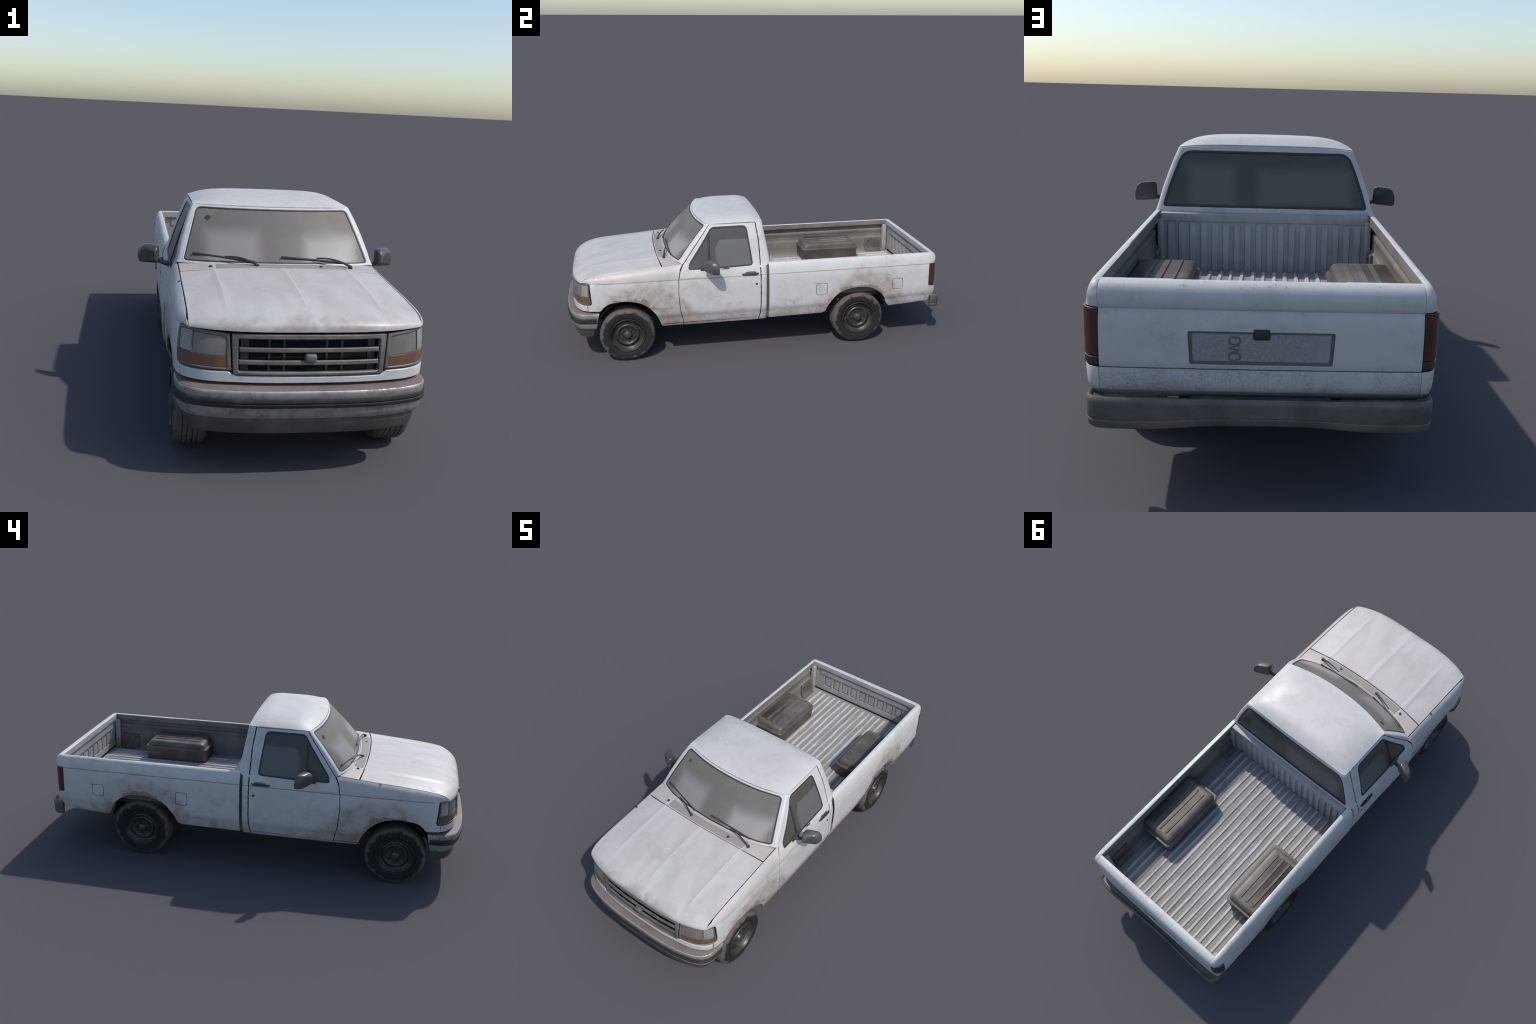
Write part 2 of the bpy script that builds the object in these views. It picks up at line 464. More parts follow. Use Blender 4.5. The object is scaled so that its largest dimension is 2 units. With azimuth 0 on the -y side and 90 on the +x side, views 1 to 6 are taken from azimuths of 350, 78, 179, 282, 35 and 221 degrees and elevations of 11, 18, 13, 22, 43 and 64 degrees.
    t = NT('underbody'); a = t.noise(20, 4); t.done('under', t.mixc(a, (0.012, 0.011, 0.010), (0.03, 0.027, 0.024)), 0.85)
    t = NT('mirror_housing'); a = t.noise(16, 5, 0.6)
    t.done('mirror', t.mixc(t.step(a, 0.35, 0.7), (0.050, 0.050, 0.048), (0.095, 0.091, 0.085)), 0.34)
    t = NT('mirror_glass'); t.done('mirror_glass', (0.075, 0.078, 0.076), 0.4)
    # dirty bright-metal bumper
    t = NT('dull_chrome'); a = t.noise(8, 5, 0.6, 0.6); m = t.noise(40, 4, 0.65)
    d = t.mul(t.step(a, 0.34, 0.62), t.step(m, 0.32, 0.62))
    c = t.mixc(t.mul(d, 0.8), (0.36, 0.35, 0.34), (0.125, 0.108, 0.096))
    t.done('chrome', c, t.math('MULTIPLY_ADD', d, 0.3, 0.36), t.math('MULTIPLY_ADD', d, -0.3, 0.45))
    t = NT('dusty_bumper_top'); a = t.noise(10, 5, 0.6, 0.5); f = t.noise(120, 3, 0.6, 0, (1, 3, 1))
    c = t.mixc(t.step(a, 0.3, 0.7), (0.165, 0.137, 0.120), (0.122, 0.100, 0.087))
    c = t.mixc(t.mul(t.step(f, 0.5, 0.7), 0.4), c, (0.215, 0.19, 0.172))
    t.done('bumper_top', c, 0.6)
    t = NT('grimy_steel'); a = t.noise(8, 5, 0.6, 0.5); f = t.noise(230, 3, 0.7)
    c = t.mixc(t.step(a, 0.35, 0.7), (0.092, 0.086, 0.079), (0.15, 0.136, 0.12))
    c = t.mixc(t.mul(t.step(f, 0.5, 0.7), 0.35), c, (0.20, 0.182, 0.16))
    t.bump(f, 0.2, 0.002); t.done('rear_steel', c, 0.5, 0.15)
    # tyre: dark rubber with dried mud on tread and shoulder
    t = NT('muddy_tyre'); a = t.noise(22, 5, 0.62, 0.6); f = t.noise(160, 3, 0.6)
    r = t.math('SQRT', t.add(t.math('POWER', t.y, 2.0), t.math('POWER', t.z, 2.0)))
    sh = t.step(t.add(r, t.mul(t.sub(a, 0.5), 0.05)), 0.118, 0.131)
    c = t.mixc(t.mul(f, 0.6), (0.011, 0.012, 0.012), (0.024, 0.024, 0.0225))
    c = t.mixc(t.mul(sh, 0.85), c, (0.115, 0.101, 0.086))
    c = t.mixc(t.mul(t.step(a, 0.60, 0.66), 0.55), c, (0.075, 0.068, 0.059))
    t.bump(f, 0.2, 0.002); t.done('tyre', c, 0.75, 0, 0.3)
    t = NT('rim_steel'); a = t.noise(30, 4); c = t.mixc(t.step(a, 0.35, 0.7), (0.036, 0.0355, 0.034), (0.070, 0.065, 0.058))
    t.done('rim', c, 0.40, 0.35)
    t = NT('hub_steel'); a = t.noise(60, 4); c = t.mixc(a, (0.045, 0.043, 0.04), (0.10, 0.094, 0.085)); t.done('hub', c, 0.36, 0.4)
    # lamps
    t = NT('headlight_lens'); a = t.noise(14, 4, 0.6, 0.5)
    c = t.mixc(t.step(a, 0.35, 0.7), (0.215, 0.207, 0.196), (0.16, 0.152, 0.143)); t.done('lens', c, 0.2, 0.1, 0.5, 0.4)
    t = NT('fluted_lens'); a = t.noise(14, 4, 0.6, 0.5); w = t.math('SINE', t.mul(t.z, 1500.0))
    c = t.mixc(t.step(a, 0.35, 0.7), (0.30, 0.292, 0.282), (0.215, 0.205, 0.194)); t.bump(w, 0.3, 0.002)
    t.done('fluted', c, 0.22, 0.1, 0.5, 0.4)
    t = NT('amber_lens'); a = t.noise(12, 4, 0.6, 0.6)
    c = t.mixc(t.step(a, 0.35, 0.7), (0.160, 0.078, 0.040), (0.105, 0.060, 0.040)); t.done('amber', c, 0.25, 0, 0.5, 0.4)
    t = NT('red_lens'); a = t.noise(12, 4, 0.6, 0.6)
    c = t.mixc(t.step(a, 0.35, 0.7), (0.072, 0.021, 0.018), (0.046, 0.018, 0.0155)); t.done('red', c, 0.25, 0, 0.5, 0.3)
    t = NT('smoked_red_lens'); t.done('smoked', (0.040, 0.021, 0.0175), 0.3, 0, 0.5, 0.3)
    # dusty windows: dull tinted panes that show pale seat and window shapes of the cab behind them
    t = NT('windshield_glass'); a = t.noise(7, 5, 0.6, 0.6); f = t.noise(110, 3)
    c = t.mixc(t.step(a, 0.3, 0.72), (0.152, 0.140, 0.126), (0.122, 0.111, 0.099))
    e1 = t.rect(t.x, t.z, -0.155, 0.550, 0.088, 0.056, 0.028)
    e2 = t.rect(t.add(t.x, t.mul(t.z, -0.20)), t.z, 0.075, 0.543, 0.096, 0.050, 0.030)
    e3 = t.rect(t.add(t.x, t.mul(t.z, 0.3)), t.z, 0.47, 0.53, 0.022, 0.026, 0.004)
    c = t.mixc(t.mul(e1, 0.8), c, (0.235, 0.233, 0.228)); c = t.mixc(t.mul(e2, 0.85), c, (0.295, 0.287, 0.275))
    c = t.mixc(t.mul(e3, 0.8), c, (0.15, 0.128, 0.113))
    c = t.mixc(t.mul(t.step(a, 0.52, 0.7), 0.15), c, (0.27, 0.25, 0.23))
    t.done('windshield', c, t.math('MULTIPLY_ADD', a, 0.2, 0.36), 0, 0.28)
    t = NT('side_glass'); a = t.noise(9, 4, 0.6, 0.5)
    c = t.mixc(t.step(a, 0.3, 0.72), (0.082, 0.075, 0.067), (0.066, 0.060, 0.054))
    e = t.rect(t.add(t.y, t.mul(t.mx(t.sub(t.z, 0.57), 0.0), -0.6)), t.z, -0.145, 0.535, 0.092, 0.073, 0.004)
    c = t.mixc(t.mul(e, 0.9), c, (0.118, 0.122, 0.123))
    t.done('side_glass', c, 0.32, 0, 0.3)
    t = NT('rear_glass'); a = t.noise(9, 4, 0.6, 0.5)
    c = t.mixc(t.step(a, 0.3, 0.72), (0.062, 0.059, 0.053), (0.050, 0.048, 0.044))
    e1 = t.rect(t.x, t.z, 0.175, 0.566, 0.072, 0.064, 0.024); e2 = t.rect(t.x, t.z, -0.13, 0.564, 0.148, 0.053, 0.024)
    c = t.mixc(t.mul(t.mx(e1, e2), 0.85), c, (0.118, 0.116, 0.110))
    t.done('rear_glass', c, 0.30, 0, 0.4)

make_materials()

# ------------------------------------------------------------------ body surface
# half plan of the body at its widest, from the nose round the side to the tail
PLAN = np.array(catmull([(0, -0.972), (0.12, -0.969), (0.225, -0.957), (0.290, -0.942), (0.333, -0.918), (0.354, -0.892),
    (0.365, -0.86), (0.372, -0.80), (0.3755, -0.70), (0.3775, -0.5), (0.3785, -0.2), (0.379, 0.0), (0.3795, 0.5), (0.3795, 0.80),
    (0.3795, 0.88), (0.3785, 0.912), (0.374, 0.937), (0.3625, 0.9525), (0.344, 0.9595), (0.30, 0.962), (0.15, 0.9640), (0, 0.965)], 24))
ARC = np.concatenate([[0], np.cumsum(np.linalg.norm(np.diff(PLAN, axis=0), axis=1))])
TAN_ = np.gradient(PLAN, ARC, axis=0)
S_END = ARC[-1]

def S(y):
    """arc position on the side for a given y"""
    return float(np.interp(y, PLAN[:, 1], ARC))
def SX(x, rear=False):
    """arc position on the nose (or tail) for a given x"""
    if rear:
        k = PLAN[:, 1] > 0.93
        return float(np.interp(x, PLAN[k][::-1, 0], ARC[k][::-1]))
    k = PLAN[:, 1] < -0.88
    return math.copysign(float(np.interp(abs(x), PLAN[k][:, 0], ARC[k])), x)

SIDE = Curve1((0.165, 0.030), (0.178, 0.024), (0.195, 0.0180), (0.222, 0.0125), (0.240, 0.0052), (0.258, 0.0020), (0.30, 0.0004),
              (0.36, 0.0), (0.40, 0.0008), (0.420, 0.0030), (0.4245, 0.0037), (0.4262, 0.0056), (0.4285, 0.0043), (0.44, 0.0062))
FRONT = Curve1((0.27, 0.004), (0.283, 0.0), (0.31, 0.0), (0.36, 0.003), (0.424, 0.010), (0.44, 0.012))
BED_OFF = Curve1((0.4285, 0.0043), (0.45, 0.0085), (0.462, 0.0115), (0.472, 0.0155), (0.480, 0.0210), (0.488, 0.0285), (0.496, 0.0355),
                 (0.502, 0.0392), (0.506, 0.0402), (0.528, 0.0410))
BED_Z = Curve1((0.4285, 0.4285), (0.45, 0.450), (0.462, 0.462), (0.472, 0.4715), (0.480, 0.4800), (0.488, 0.4838), (0.496, 0.4842),
               (0.502, 0.4820), (0.506, 0.4775), (0.528, 0.455))
TAIL = Curve1((0.19, 0.042), (0.218, 0.030), (0.235, 0.012), (0.25, 0.001), (0.262, -0.003), (0.290, -0.003), (0.297, -0.002), (0.3005, 0.0015),
              (0.304, -0.001), (0.36, -0.0015), (0.405, 0.001), (0.420, 0.0045), (0.4255, 0.0060), (0.4295, 0.0025), (0.435, 0.0010),
              (0.45, 0.0), (0.464, 0.002), (0.472, 0.0065), (0.480, 0.0140), (0.488, 0.0235), (0.496, 0.0330), (0.502, 0.0385), (0.506, 0.0402), (0.528, 0.0410))
CAB_X = Curve1((0.4285, 0.3742), (0.45, 0.3695), (0.465, 0.3645), (0.478, 0.3585), (0.49, 0.3535), (0.50, 0.3500), (0.55, 0.3355), (0.60, 0.3185), (0.65, 0.2990), (0.70, 0.2765))
HOOD_EDGE_Z = Curve1((-0.916, 0.432), (-0.905, 0.444), (-0.89, 0.452), (-0.874, 0.458), (-0.83, 0.466), (-0.749, 0.474), (-0.623, 0.484), (-0.512, 0.493), (-0.40, 0.502))
HOOD_X = 0.3395
INNER = 0.0410
RAIL_X, GATE_Y = 0.3385, 0.920

def base(s):
    a = abs(s)
    x = np.interp(a, ARC, PLAN[:, 0]); y = np.interp(a, ARC, PLAN[:, 1])
    tx = np.interp(a, ARC, TAN_[:, 0]); ty = np.interp(a, ARC, TAN_[:, 1])
    ty *= smooth(0, 0.04, a)*smooth(0, 0.04, S_END-a)
    l = math.hypot(tx, ty)
    return x, y, ty/l, -tx/l

def body(kind):
    def f(s, l):
        px, py, nx, ny = base(s); sg = -1.0 if s < 0 else 1.0
        z = l
        ls = l-0.024*smooth(0.25, 0.95, py) if l < 0.30 else l
        off = SIDE(ls)
        if kind == 'cab' and l > 0.4285:
            off = px-CAB_X(l)-(0.3785-px)*0.5
            off += 0.010*smooth(-0.28, -0.46, py)*smooth(0.47, 0.52, l)
        elif kind == 'fender' and l > 0.4285:
            u = (l-0.4285)/(0.50-0.4285)
            D = max(px-HOOD_X, 0.0)
            off = mix(min(0.0043, D), D, u**1.7); z = mix(0.4285, HOOD_EDGE_Z(py), 1-(1-u)**1.35)
        elif kind == 'bed' and l > 0.4285:
            off = BED_OFF(l); z = BED_Z(l)
        wf = smooth(0.25, 0.75, -ny); wr = smooth(0.30, 0.85, ny)
        if wf > 0: off = mix(off, FRONT(l) if l < 0.44 else min(FRONT(l), off), wf)
        if kind == 'bed':
            if wr > 0: off = mix(off, TAIL(l), wr)
            k = off/INNER
            x = px+(min(px, RAIL_X)-px)*k; y = py+(min(py, GATE_Y)-py)*k
            if py < 0.85: x = px-off
        else:
            x, y = px-nx*off, py-ny*off
        return (sg*x, y, z)
    return f

def mirrored(f):
    """flip the parameter so that normals point outwards on the other side as well"""
    return lambda s, l: f(-s, l)

truck = empty('pickup_truck')
truck['label'] = 'old dusty white single cab pickup truck, open ribbed bed'
truck['category'] = 'pickup truck'
body_root = empty('body', truck)
cab_root = empty('cab', truck)
bed_root = empty('cargo_bed', truck)

def sl(pts):
    return [(S(y), l) for y, l in pts]

# --- fender
arch_f = [tuple(p) for p in catmull([(-0.826, 0.283), (-0.792, 0.3145), (-0.747, 0.326), (-0.695, 0.3285), (-0.632, 0.315), (-0.585, 0.286),
                                   (-0.554, 0.249), (-0.537, 0.212), (-0.527, 0.183)], 6)]
door_front = [(-0.411, 0.188), (-0.416, 0.212), (-0.427, 0.264), (-0.433, 0.341), (-0.431, 0.422), (-0.421, 0.468), (-0.404, 0.500)]
fen = [(-0.887, 0.283)]+arch_f+[(-0.520, 0.174), (-0.411, 0.173)]+door_front[0:]+\
      [(-0.55, 0.50), (-0.70, 0.50), (-0.85, 0.50), (-0.905, 0.50)]+\
      [(-0.913, 0.470), (-0.912, 0.434), (-0.892, 0.4335), (-0.877, 0.430), (-0.873, 0.425), (-0.867, 0.330), (-0.870, 0.3195), (-0.887, 0.317)]
FEND = body('fender')
both(panel('fender', sl(fen), FEND, 'paint', body_root, rows=(0.222, 0.240, 0.4245, 0.4262, 0.4285), thick=0.006))

# --- strip under the lamps and grille
def front_strip():
    top = [(0.0, 0.3045), (0.205, 0.3045), (0.216, 0.309), (0.226, 0.3165)]
    pts = [(SX(x), l) for x, l in top]+[(S(-0.900), 0.3155), (S(-0.887), 0.316), (S(-0.887), 0.283)]
    pts += [(SX(x), 0.283) for x in (0.3, 0.2, 0.1, 0.0)]
    left = [(-s, l) for s, l in pts[::-1]]
    return pts+left[1:-1]
panel('front_panel', front_strip(), body('front'), 'paint', body_root, thick=0.012, edge=0.002)

# --- grille
grille = empty('grille', truck)
GX0, GX1, GZ0, GZ1 = SX(0.2205), SX(0.2135), 0.3055, 0.4225
def gpoly(s0, s1, z0, z1, r): return round_poly([(-s0, z0), (s0, z0), (s1, z1), (-s1, z1)], r)
frame = round_poly([(-0.2158, 0.3055), (0.2158, 0.3055), (0.2252, 0.4225), (-0.2252, 0.4225)], 0.007)
hole = round_poly([(-0.1985, 0.318), (0.1985, 0.318), (0.202, 0.4055), (-0.202, 0.4055)], 0.004)
gf = lambda s, l: body('front')(s, l)
panel('grille_frame', frame, gf, 'grey', grille, holes=[hole], thick=0.016, edge=0.0028, lift=0.002)
for zc in (0.3775, 0.3425):
    panel('grille_slat', [(-0.2, zc-0.0065), (0.2, zc-0.0065), (0.2, zc+0.0065), (-0.2, zc+0.0065)], gf, 'grey', grille,
          thick=0.007, edge=0.0024, gap=0, lift=0.0005)
panel('grille_backing', frame, lambda s, l: gf(s, l), 'void', grille, thick=0.004, lift=-0.022, edge=0, gap=0.004)
for xc in (-0.185, -0.115, -0.072, 0.05, 0.095, 0.185):
    w = 0.004 if abs(xc) < 0.15 else 0.012
    panel('grille_brace', [(xc-w, 0.312), (xc+w, 0.312), (xc+w, 0.415), (xc-w, 0.415)], gf, 'black', grille, gap=0,
          thick=0.006, lift=-0.019, edge=0.001)
# emblem block, plain
ev = box('emblem', (-0.0165, -0.979, 0.3455), (0.0165, -0.955, 0.3685), 'grey', grille, 0.006, 3)

# --- headlights: dark frame, clear lens, fluted corner lens, amber strip
FR = body('front')
def lamp(side_sign):
    hl = empty('headlight', truck)
    inn = [(SX(0.2175), 0.3185), (SX(0.2262), 0.4215)]
    outer_top = [(S(-0.913), 0.4315), (S(-0.888), 0.4315), (S(-0.8785), 0.427)]
    outer_bot = [(S(-0.8705), 0.3305), (S(-0.8735), 0.3205), (S(-0.89), 0.3185)]
    shell = [inn[0], inn[1]]+outer_top+outer_bot
    shell = shell[::-1]
    def zone(a, b, z0l, z0r, z1l, z1r): return [(a, z0l), (b, z0r), (b, z1r), (a, z1l)]
    a0, a1, b0, b1 = SX(0.2325), SX(0.327), SX(0.331), S(-0.8835)
    lensA = round_poly(zone(a0+0.002, a1, 0.3585, 0.3610, 0.4105, 0.4185), [0.002, 0.002, 0.003, 0.012])
    lensB = round_poly(zone(b0, b1, 0.3615, 0.3625, 0.4190, 0.4205), [0.002, 0.002, 0.006, 0.002])
    amber = round_poly([(a0, 0.3265), (S(-0.8795), 0.3285), (S(-0.8815), 0.3590), (a0, 0.3555)], [0.003, 0.008, 0.003, 0.002])
    if side_sign > 0: f = lambda s, l: FR(s, l)
    else:
        f = FR; m = lambda P: [(-s, l) for s, l in P][::-1]
        shell, lensA, lensB, amber = m(shell), m(lensA), m(lensB), m(amber)
    panel('lamp_frame', shell, f, 'grey', hl, holes=[lensA, lensB, amber], thick=0.012, edge=0.002, lift=0.0005, gap=0.001)
    panel('lens', lensA, f, 'lens', hl, thick=0.006, lift=-0.0022, gap=-0.0005, edge=0.0006)
    panel('corner_lens', lensB, f, 'fluted', hl, thick=0.006, lift=-0.0018, gap=-0.0005, edge=0.0006)
    panel('turn_signal', amber, f, 'amber', hl, thick=0.006, lift=-0.0012, gap=-0.0005, edge=0.0008)
    panel('lamp_housing', shell, f, 'black', hl, thick=0.004, lift=-0.014, edge=0, gap=0.003)
lamp(1); lamp(-1)

# --- hood
HC = [(-0.962, 0.4255), (-0.9625, 0.434), (-0.9585, 0.446), (-0.947, 0.4565), (-0.926, 0.4675), (-0.88, 0.4815), (-0.75, 0.4995), (-0.62, 0.5085), (-0.534, 0.5120)]
HE = [(-0.9135, 0.4300), (-0.913, 0.4345), (-0.909, 0.4405), (-0.900, 0.4465), (-0.885, 0.4540), (-0.845, 0.4630), (-0.735, 0.4752), (-0.61, 0.4850), (-0.512, 0.4930)]
hc = np.array(catmull(HC, 16)); he = np.array(catmull(HE, 16))
HL = np.concatenate([[0], np.cumsum(np.linalg.norm(np.diff(hc, axis=0), axis=1))]); HLEN = HL[-1]
def hood(x, v):
    u = min(abs(x)/0.3385, 1.0); q = v/HLEN
    yc, zc = np.interp(v, HL, hc[:, 0]), np.interp(v, HL, hc[:, 1])
    ye, ze = np.interp(v, HL, he[:, 0]), np.interp(v, HL, he[:, 1])
    wy = mix(u**3.8, u**2, smooth(0.1, 1, q)); wz = u**2.5
    z = mix(zc, ze, wz)
    fade = smooth(0.05, 0.16, v)
    ridge = 0.0030*math.exp(-(x/0.0065)**2)+0.0036*math.exp(-((abs(x)-mix(0.222, 0.226, q))/0.0065)**2)
    dome = 0.0016*smooth(0.24, 0.20, abs(x))
    z += (ridge+dome)*fade
    return (x, mix(yc, ye, wy), z)
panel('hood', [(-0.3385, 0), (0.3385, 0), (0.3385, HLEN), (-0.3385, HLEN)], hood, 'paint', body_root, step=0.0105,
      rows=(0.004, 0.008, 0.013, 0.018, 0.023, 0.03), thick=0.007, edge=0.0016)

# --- cowl between hood and windshield
WS_B = Curve1((0, -0.4845), (0.12, -0.478), (0.23, -0.461), (0.29, -0.442), (0.33, -0.421), (0.345, -0.408))
SEAM = Curve1((0, -0.534), (0.17, -0.5285), (0.34, -0.511))
def cowl(x, v):
    a = abs(x); y0, y1 = SEAM(a), min(WS_B(a), -0.40)
    t = v/0.05
    z0 = mix(0.5120, 0.4935, (a/0.3385)**2.5); z1 = mix(0.5165, 0.5025, (a/0.3385)**2.5)
    return (x, mix(y0, y1, t), mix(z0, z1, t))
both_cowl = panel('cowl', [(-0.338, 0), (0.338, 0), (0.338, 0.0505), (-0.338, 0.0505)], cowl, 'cowl_paint', body_root, thick=0.007)
panel('cowl_vent', round_poly([(-0.218, 0.006), (0.222, 0.006), (0.230, 0.041), (-0.214, 0.041)], 0.003), cowl, 'vent', body_root, lift=0.0014, thick=0.003, gap=0)
for x, v in ((-0.235, 0.022), (0.135, 0.022)):
    p = cowl(x, v); disc('washer_nozzle', (p[0], p[1], p[2]), (0, -0.1, 1), 0.0065, 0.004, 'black', body_root, 14)

# --- cab side, doors, side windows
CAB = body('cab')
door_top = [(-0.391, 0.515), (-0.346, 0.576), (-0.262, 0.6840)]
door_rear = [(-0.024, 0.6840), (-0.013, 0.60), (-0.010, 0.50), (-0.009, 0.425), (-0.009, 0.274), (-0.012, 0.205), (-0.019, 0.188)]
door = door_front+door_top+door_rear
win = round_poly([(-0.380, 0.4735), (-0.372, 0.500), (-0.272, 0.6400), (-0.252, 0.6700), (-0.071, 0.6705), (-0.047, 0.4775), (-0.218, 0.4725)],
                 [0.014, 0.01, 0.02, 0.022, 0.022, 0.018, 0.02])
door_full = [p for p in door_front]+door_top+door_rear
def cabside(pts): return sl(pts)
def build_door():
    d = empty('door', truck)
    o = []
    fd = [(-0.055+0.0, 0)]
    o.append(panel('door_panel', cabside(door_full[::-1]), CAB, 'paint', d, holes=[cabside(win)], rows=(0.222, 0.240, 0.4245, 0.4262, 0.4285), thick=0.006))
    seal = inset(resample(cabside(win), 0.008), -0.0005); inner = inset(resample(cabside(win), 0.008), 0.0055)
    o.append(panel('window_seal', [tuple(p) for p in seal], CAB, 'black', d, holes=[[tuple(p) for p in inner]], thick=0.004, lift=-0.0012, gap=0, edge=0.0008))
    o.append(panel('side_window', [tuple(p) for p in seal], CAB, 'side_glass', d, thick=0.003, lift=-0.0035, gap=0.001, edge=0))
    bar = [(-0.2795, 0.476), (-0.2665, 0.476), (-0.2640, 0.643), (-0.2720, 0.636)]
    o.append(panel('window_divider', cabside(bar[::-1]), CAB, 'black', d, thick=0.005, lift=0.0005, gap=0, edge=0.0018))
    # handle: recess plate and bar, lock below it
    plate = round_poly([(-0.100, 0.4315), (-0.030, 0.4315), (-0.034, 0.4475), (-0.085, 0.4475)], 0.006)
    o.append(panel('handle_recess', cabside(plate), CAB, 'grey', d, thick=0.004, lift=0.0006, gap=0, edge=0.001))
    pts = [CAB(S(y), 0.4365) for y in (-0.107, -0.10, -0.08, -0.05, -0.03, -0.022)]
    outw = (0.001, 0.006, 0.007, 0.007, 0.006, 0.001)
    o.append(tube('door_handle', [(p[0]+k, p[1], p[2]) for p, k in zip(pts, outw)], [0.003, 0.0045, 0.0045, 0.005, 0.005, 0.003], 'black', d, 10))
    c = CAB(S(-0.032), 0.381); o.append(disc('door_lock', (c[0]-0.001, c[1], c[2]), (1, 0, 0), 0.0058, 0.003, 'hub', d, 18))
    return d, o
dR, parts = build_door()
dL = empty('door', truck)
for p in parts:
    o = mirror_copy(p, dL)
    if o.name.startswith('door_panel'):      # this door is pushed out a little at its lower front
        for v in o.data.vertices: v.co.x -= 0.0065*smooth(-0.12, -0.36, v.co.y)*smooth(0.425, 0.34, v.co.z)

# sill, cab corner and rear wall: plan of the cab back at height z, label q = x across the rear,
# then round the corner, then forward along the side
def cab_back_y(z): return 0.0145+(0.69-z)*0.150 if z > 0.49 else 0.0445-(0.49-z)*0.04
def cab_side_x(z): return CAB(S(0.0), z)[0]
RC = 0.014
def cabback(q, z):
    sg = -1.0 if q < 0 else 1.0; q = abs(q)
    xs, yb = cab_side_x(z), cab_back_y(z)
    if z < 0.47: yb = min(yb, 0.026)+0.0
    xr = xs-RC
    if q <= 1.0: x, y = q*xr, yb+0.004*(1-q*q)
    elif q <= 1.1:
        a = (q-1.0)/0.1*math.pi/2
        x, y = xr+RC*math.sin(a), yb-RC+RC*math.cos(a)
    else: x, y = xs, yb-RC-(q-1.1)
    return (sg*x, y, z)
def q_of(y, z):
    yb = cab_back_y(z)
    if z < 0.47: yb = min(yb, 0.026)
    return 1.1+(yb-RC-y)
# sheet in (q*0.3, z) so the two axes have similar scale
QS = 0.3
def cbf(u, z): return cabback(-u/QS, z)
rw = round_poly([(-0.985*QS, 0.4975), (0.985*QS, 0.4975), (0.975*QS, 0.675), (-0.975*QS, 0.675)], [0.012, 0.012, 0.03, 0.03])
left_edge = [(-(q_of(y, z))*QS, z) for y, z in [(-0.019, 0.180)]+[(y+0.0, z) for y, z in door_rear[::-1]][0:]]
# densify so the seam follows the door edge
def chain(pts, n=8):
    out = []
    for a, b in zip(pts[:-1], pts[1:]):
        for k in range(n): out.append((mix(a[0], b[0], k/n), mix(a[1], b[1], k/n)))
    return out+[pts[-1]]
seam_yz = chain([(-0.019, 0.1735)]+door_rear[::-1], 6)
sideL = [(-q_of(y, z)*QS, z) for y, z in seam_yz]
topz = 0.6865
outline = [(-u, z) for u, z in sideL][::1]
crest = [(q*QS, mix(0.6950, topz, min(1.0, abs(q))**4)) for q in np.linspace(1.1, -1.1, 23)]
outline = outline+[(q_of(-0.024, topz)*QS, topz)]+crest+[(-q_of(-0.024, topz)*QS, topz)]+sideL[::-1]
panel('cab_back', outline, cbf, 'paint', cab_root, holes=[rw], step=0.0115, thick=0.006, gap=0.0012, edge=0.001,
      rows=(0.222, 0.240, 0.4245, 0.4262, 0.4285))
seal = inset(resample(rw, 0.008), -0.0008); seal_in = inset(resample(rw, 0.008), 0.006)
panel('rear_window_seal', [tuple(p) for p in seal], cbf, 'black', cab_root, holes=[[tuple(p) for p in seal_in]], lift=0.0004, thick=0.004, gap=0, edge=0.001)
panel('rear_window', [tuple(p) for p in seal], cbf, 'rear_glass', cab_root, lift=-0.0028, thick=0.003, gap=0.001, edge=0)
# narrow sill under the door, and dark door jamb behind all seams
sill = [(-0.410, 0.1725), (-0.019, 0.1725), (-0.019, 0.1882), (-0.411, 0.1882)]
both(panel('rocker_panel', sl(sill), CAB, 'paint', cab_root, thick=0.010, step=0.006, gap=0.0006))
jamb = [(-0.445, 0.18), (-0.0, 0.18), (0.002, 0.48), (-0.012, 0.684), (-0.255, 0.684), (-0.392, 0.50), (-0.445, 0.49)]
both(panel('door_jamb', sl(jamb), CAB, 'gap', cab_root, holes=[sl([(-0.36, 0.485), (-0.07, 0.485), (-0.085, 0.655), (-0.25, 0.655)])], thick=0.003, lift=-0.0072, gap=0, edge=0))

# --- roof
ROOF_F = Curve1((0, -0.3165), (0.05, -0.3155), (0.147, -0.3060), (0.20, -0.2950), (0.262, -0.2785), (0.29, -0.268))
def roof(x, v):
    a = abs(x); u = min(a/0.2855, 1.0)
    yf = ROOF_F(a); yr = 0.0195-0.006*u**2
    t = v/0.335; y = mix(yf, yr, t)
    f = 1-max(0, min(1, t)) ; r = max(0, min(1, t))
    lift_f = 1-(1-min(1.0, t/0.48))**2.7; lift_r = 1-(1-min(1.0, (1-t)/0.30))**2.6
    side = 1-u**6
    z0 = mix(0.6860, 0.6955, smooth(0.6, 1.0, t)*(1-u**4))
    crown = 0.7165+0.004*(1-u*u)
    z = z0+(crown-z0)*max(side, 0)*lift_f*mix(1.0, lift_r, 1.0)
    return (x, y, z)
panel('roof', round_poly([(-0.2845, 0), (0.2845, 0), (0.2845, 0.335), (-0.2845, 0.335)], [0.006, 0.006, 0.022, 0.022]), roof, 'paint', cab_root, step=0.0095,
      rows=(0.003, 0.006, 0.010, 0.016, 0.022, 0.32, 0.326, 0.330), thick=0.006, edge=0.0012)

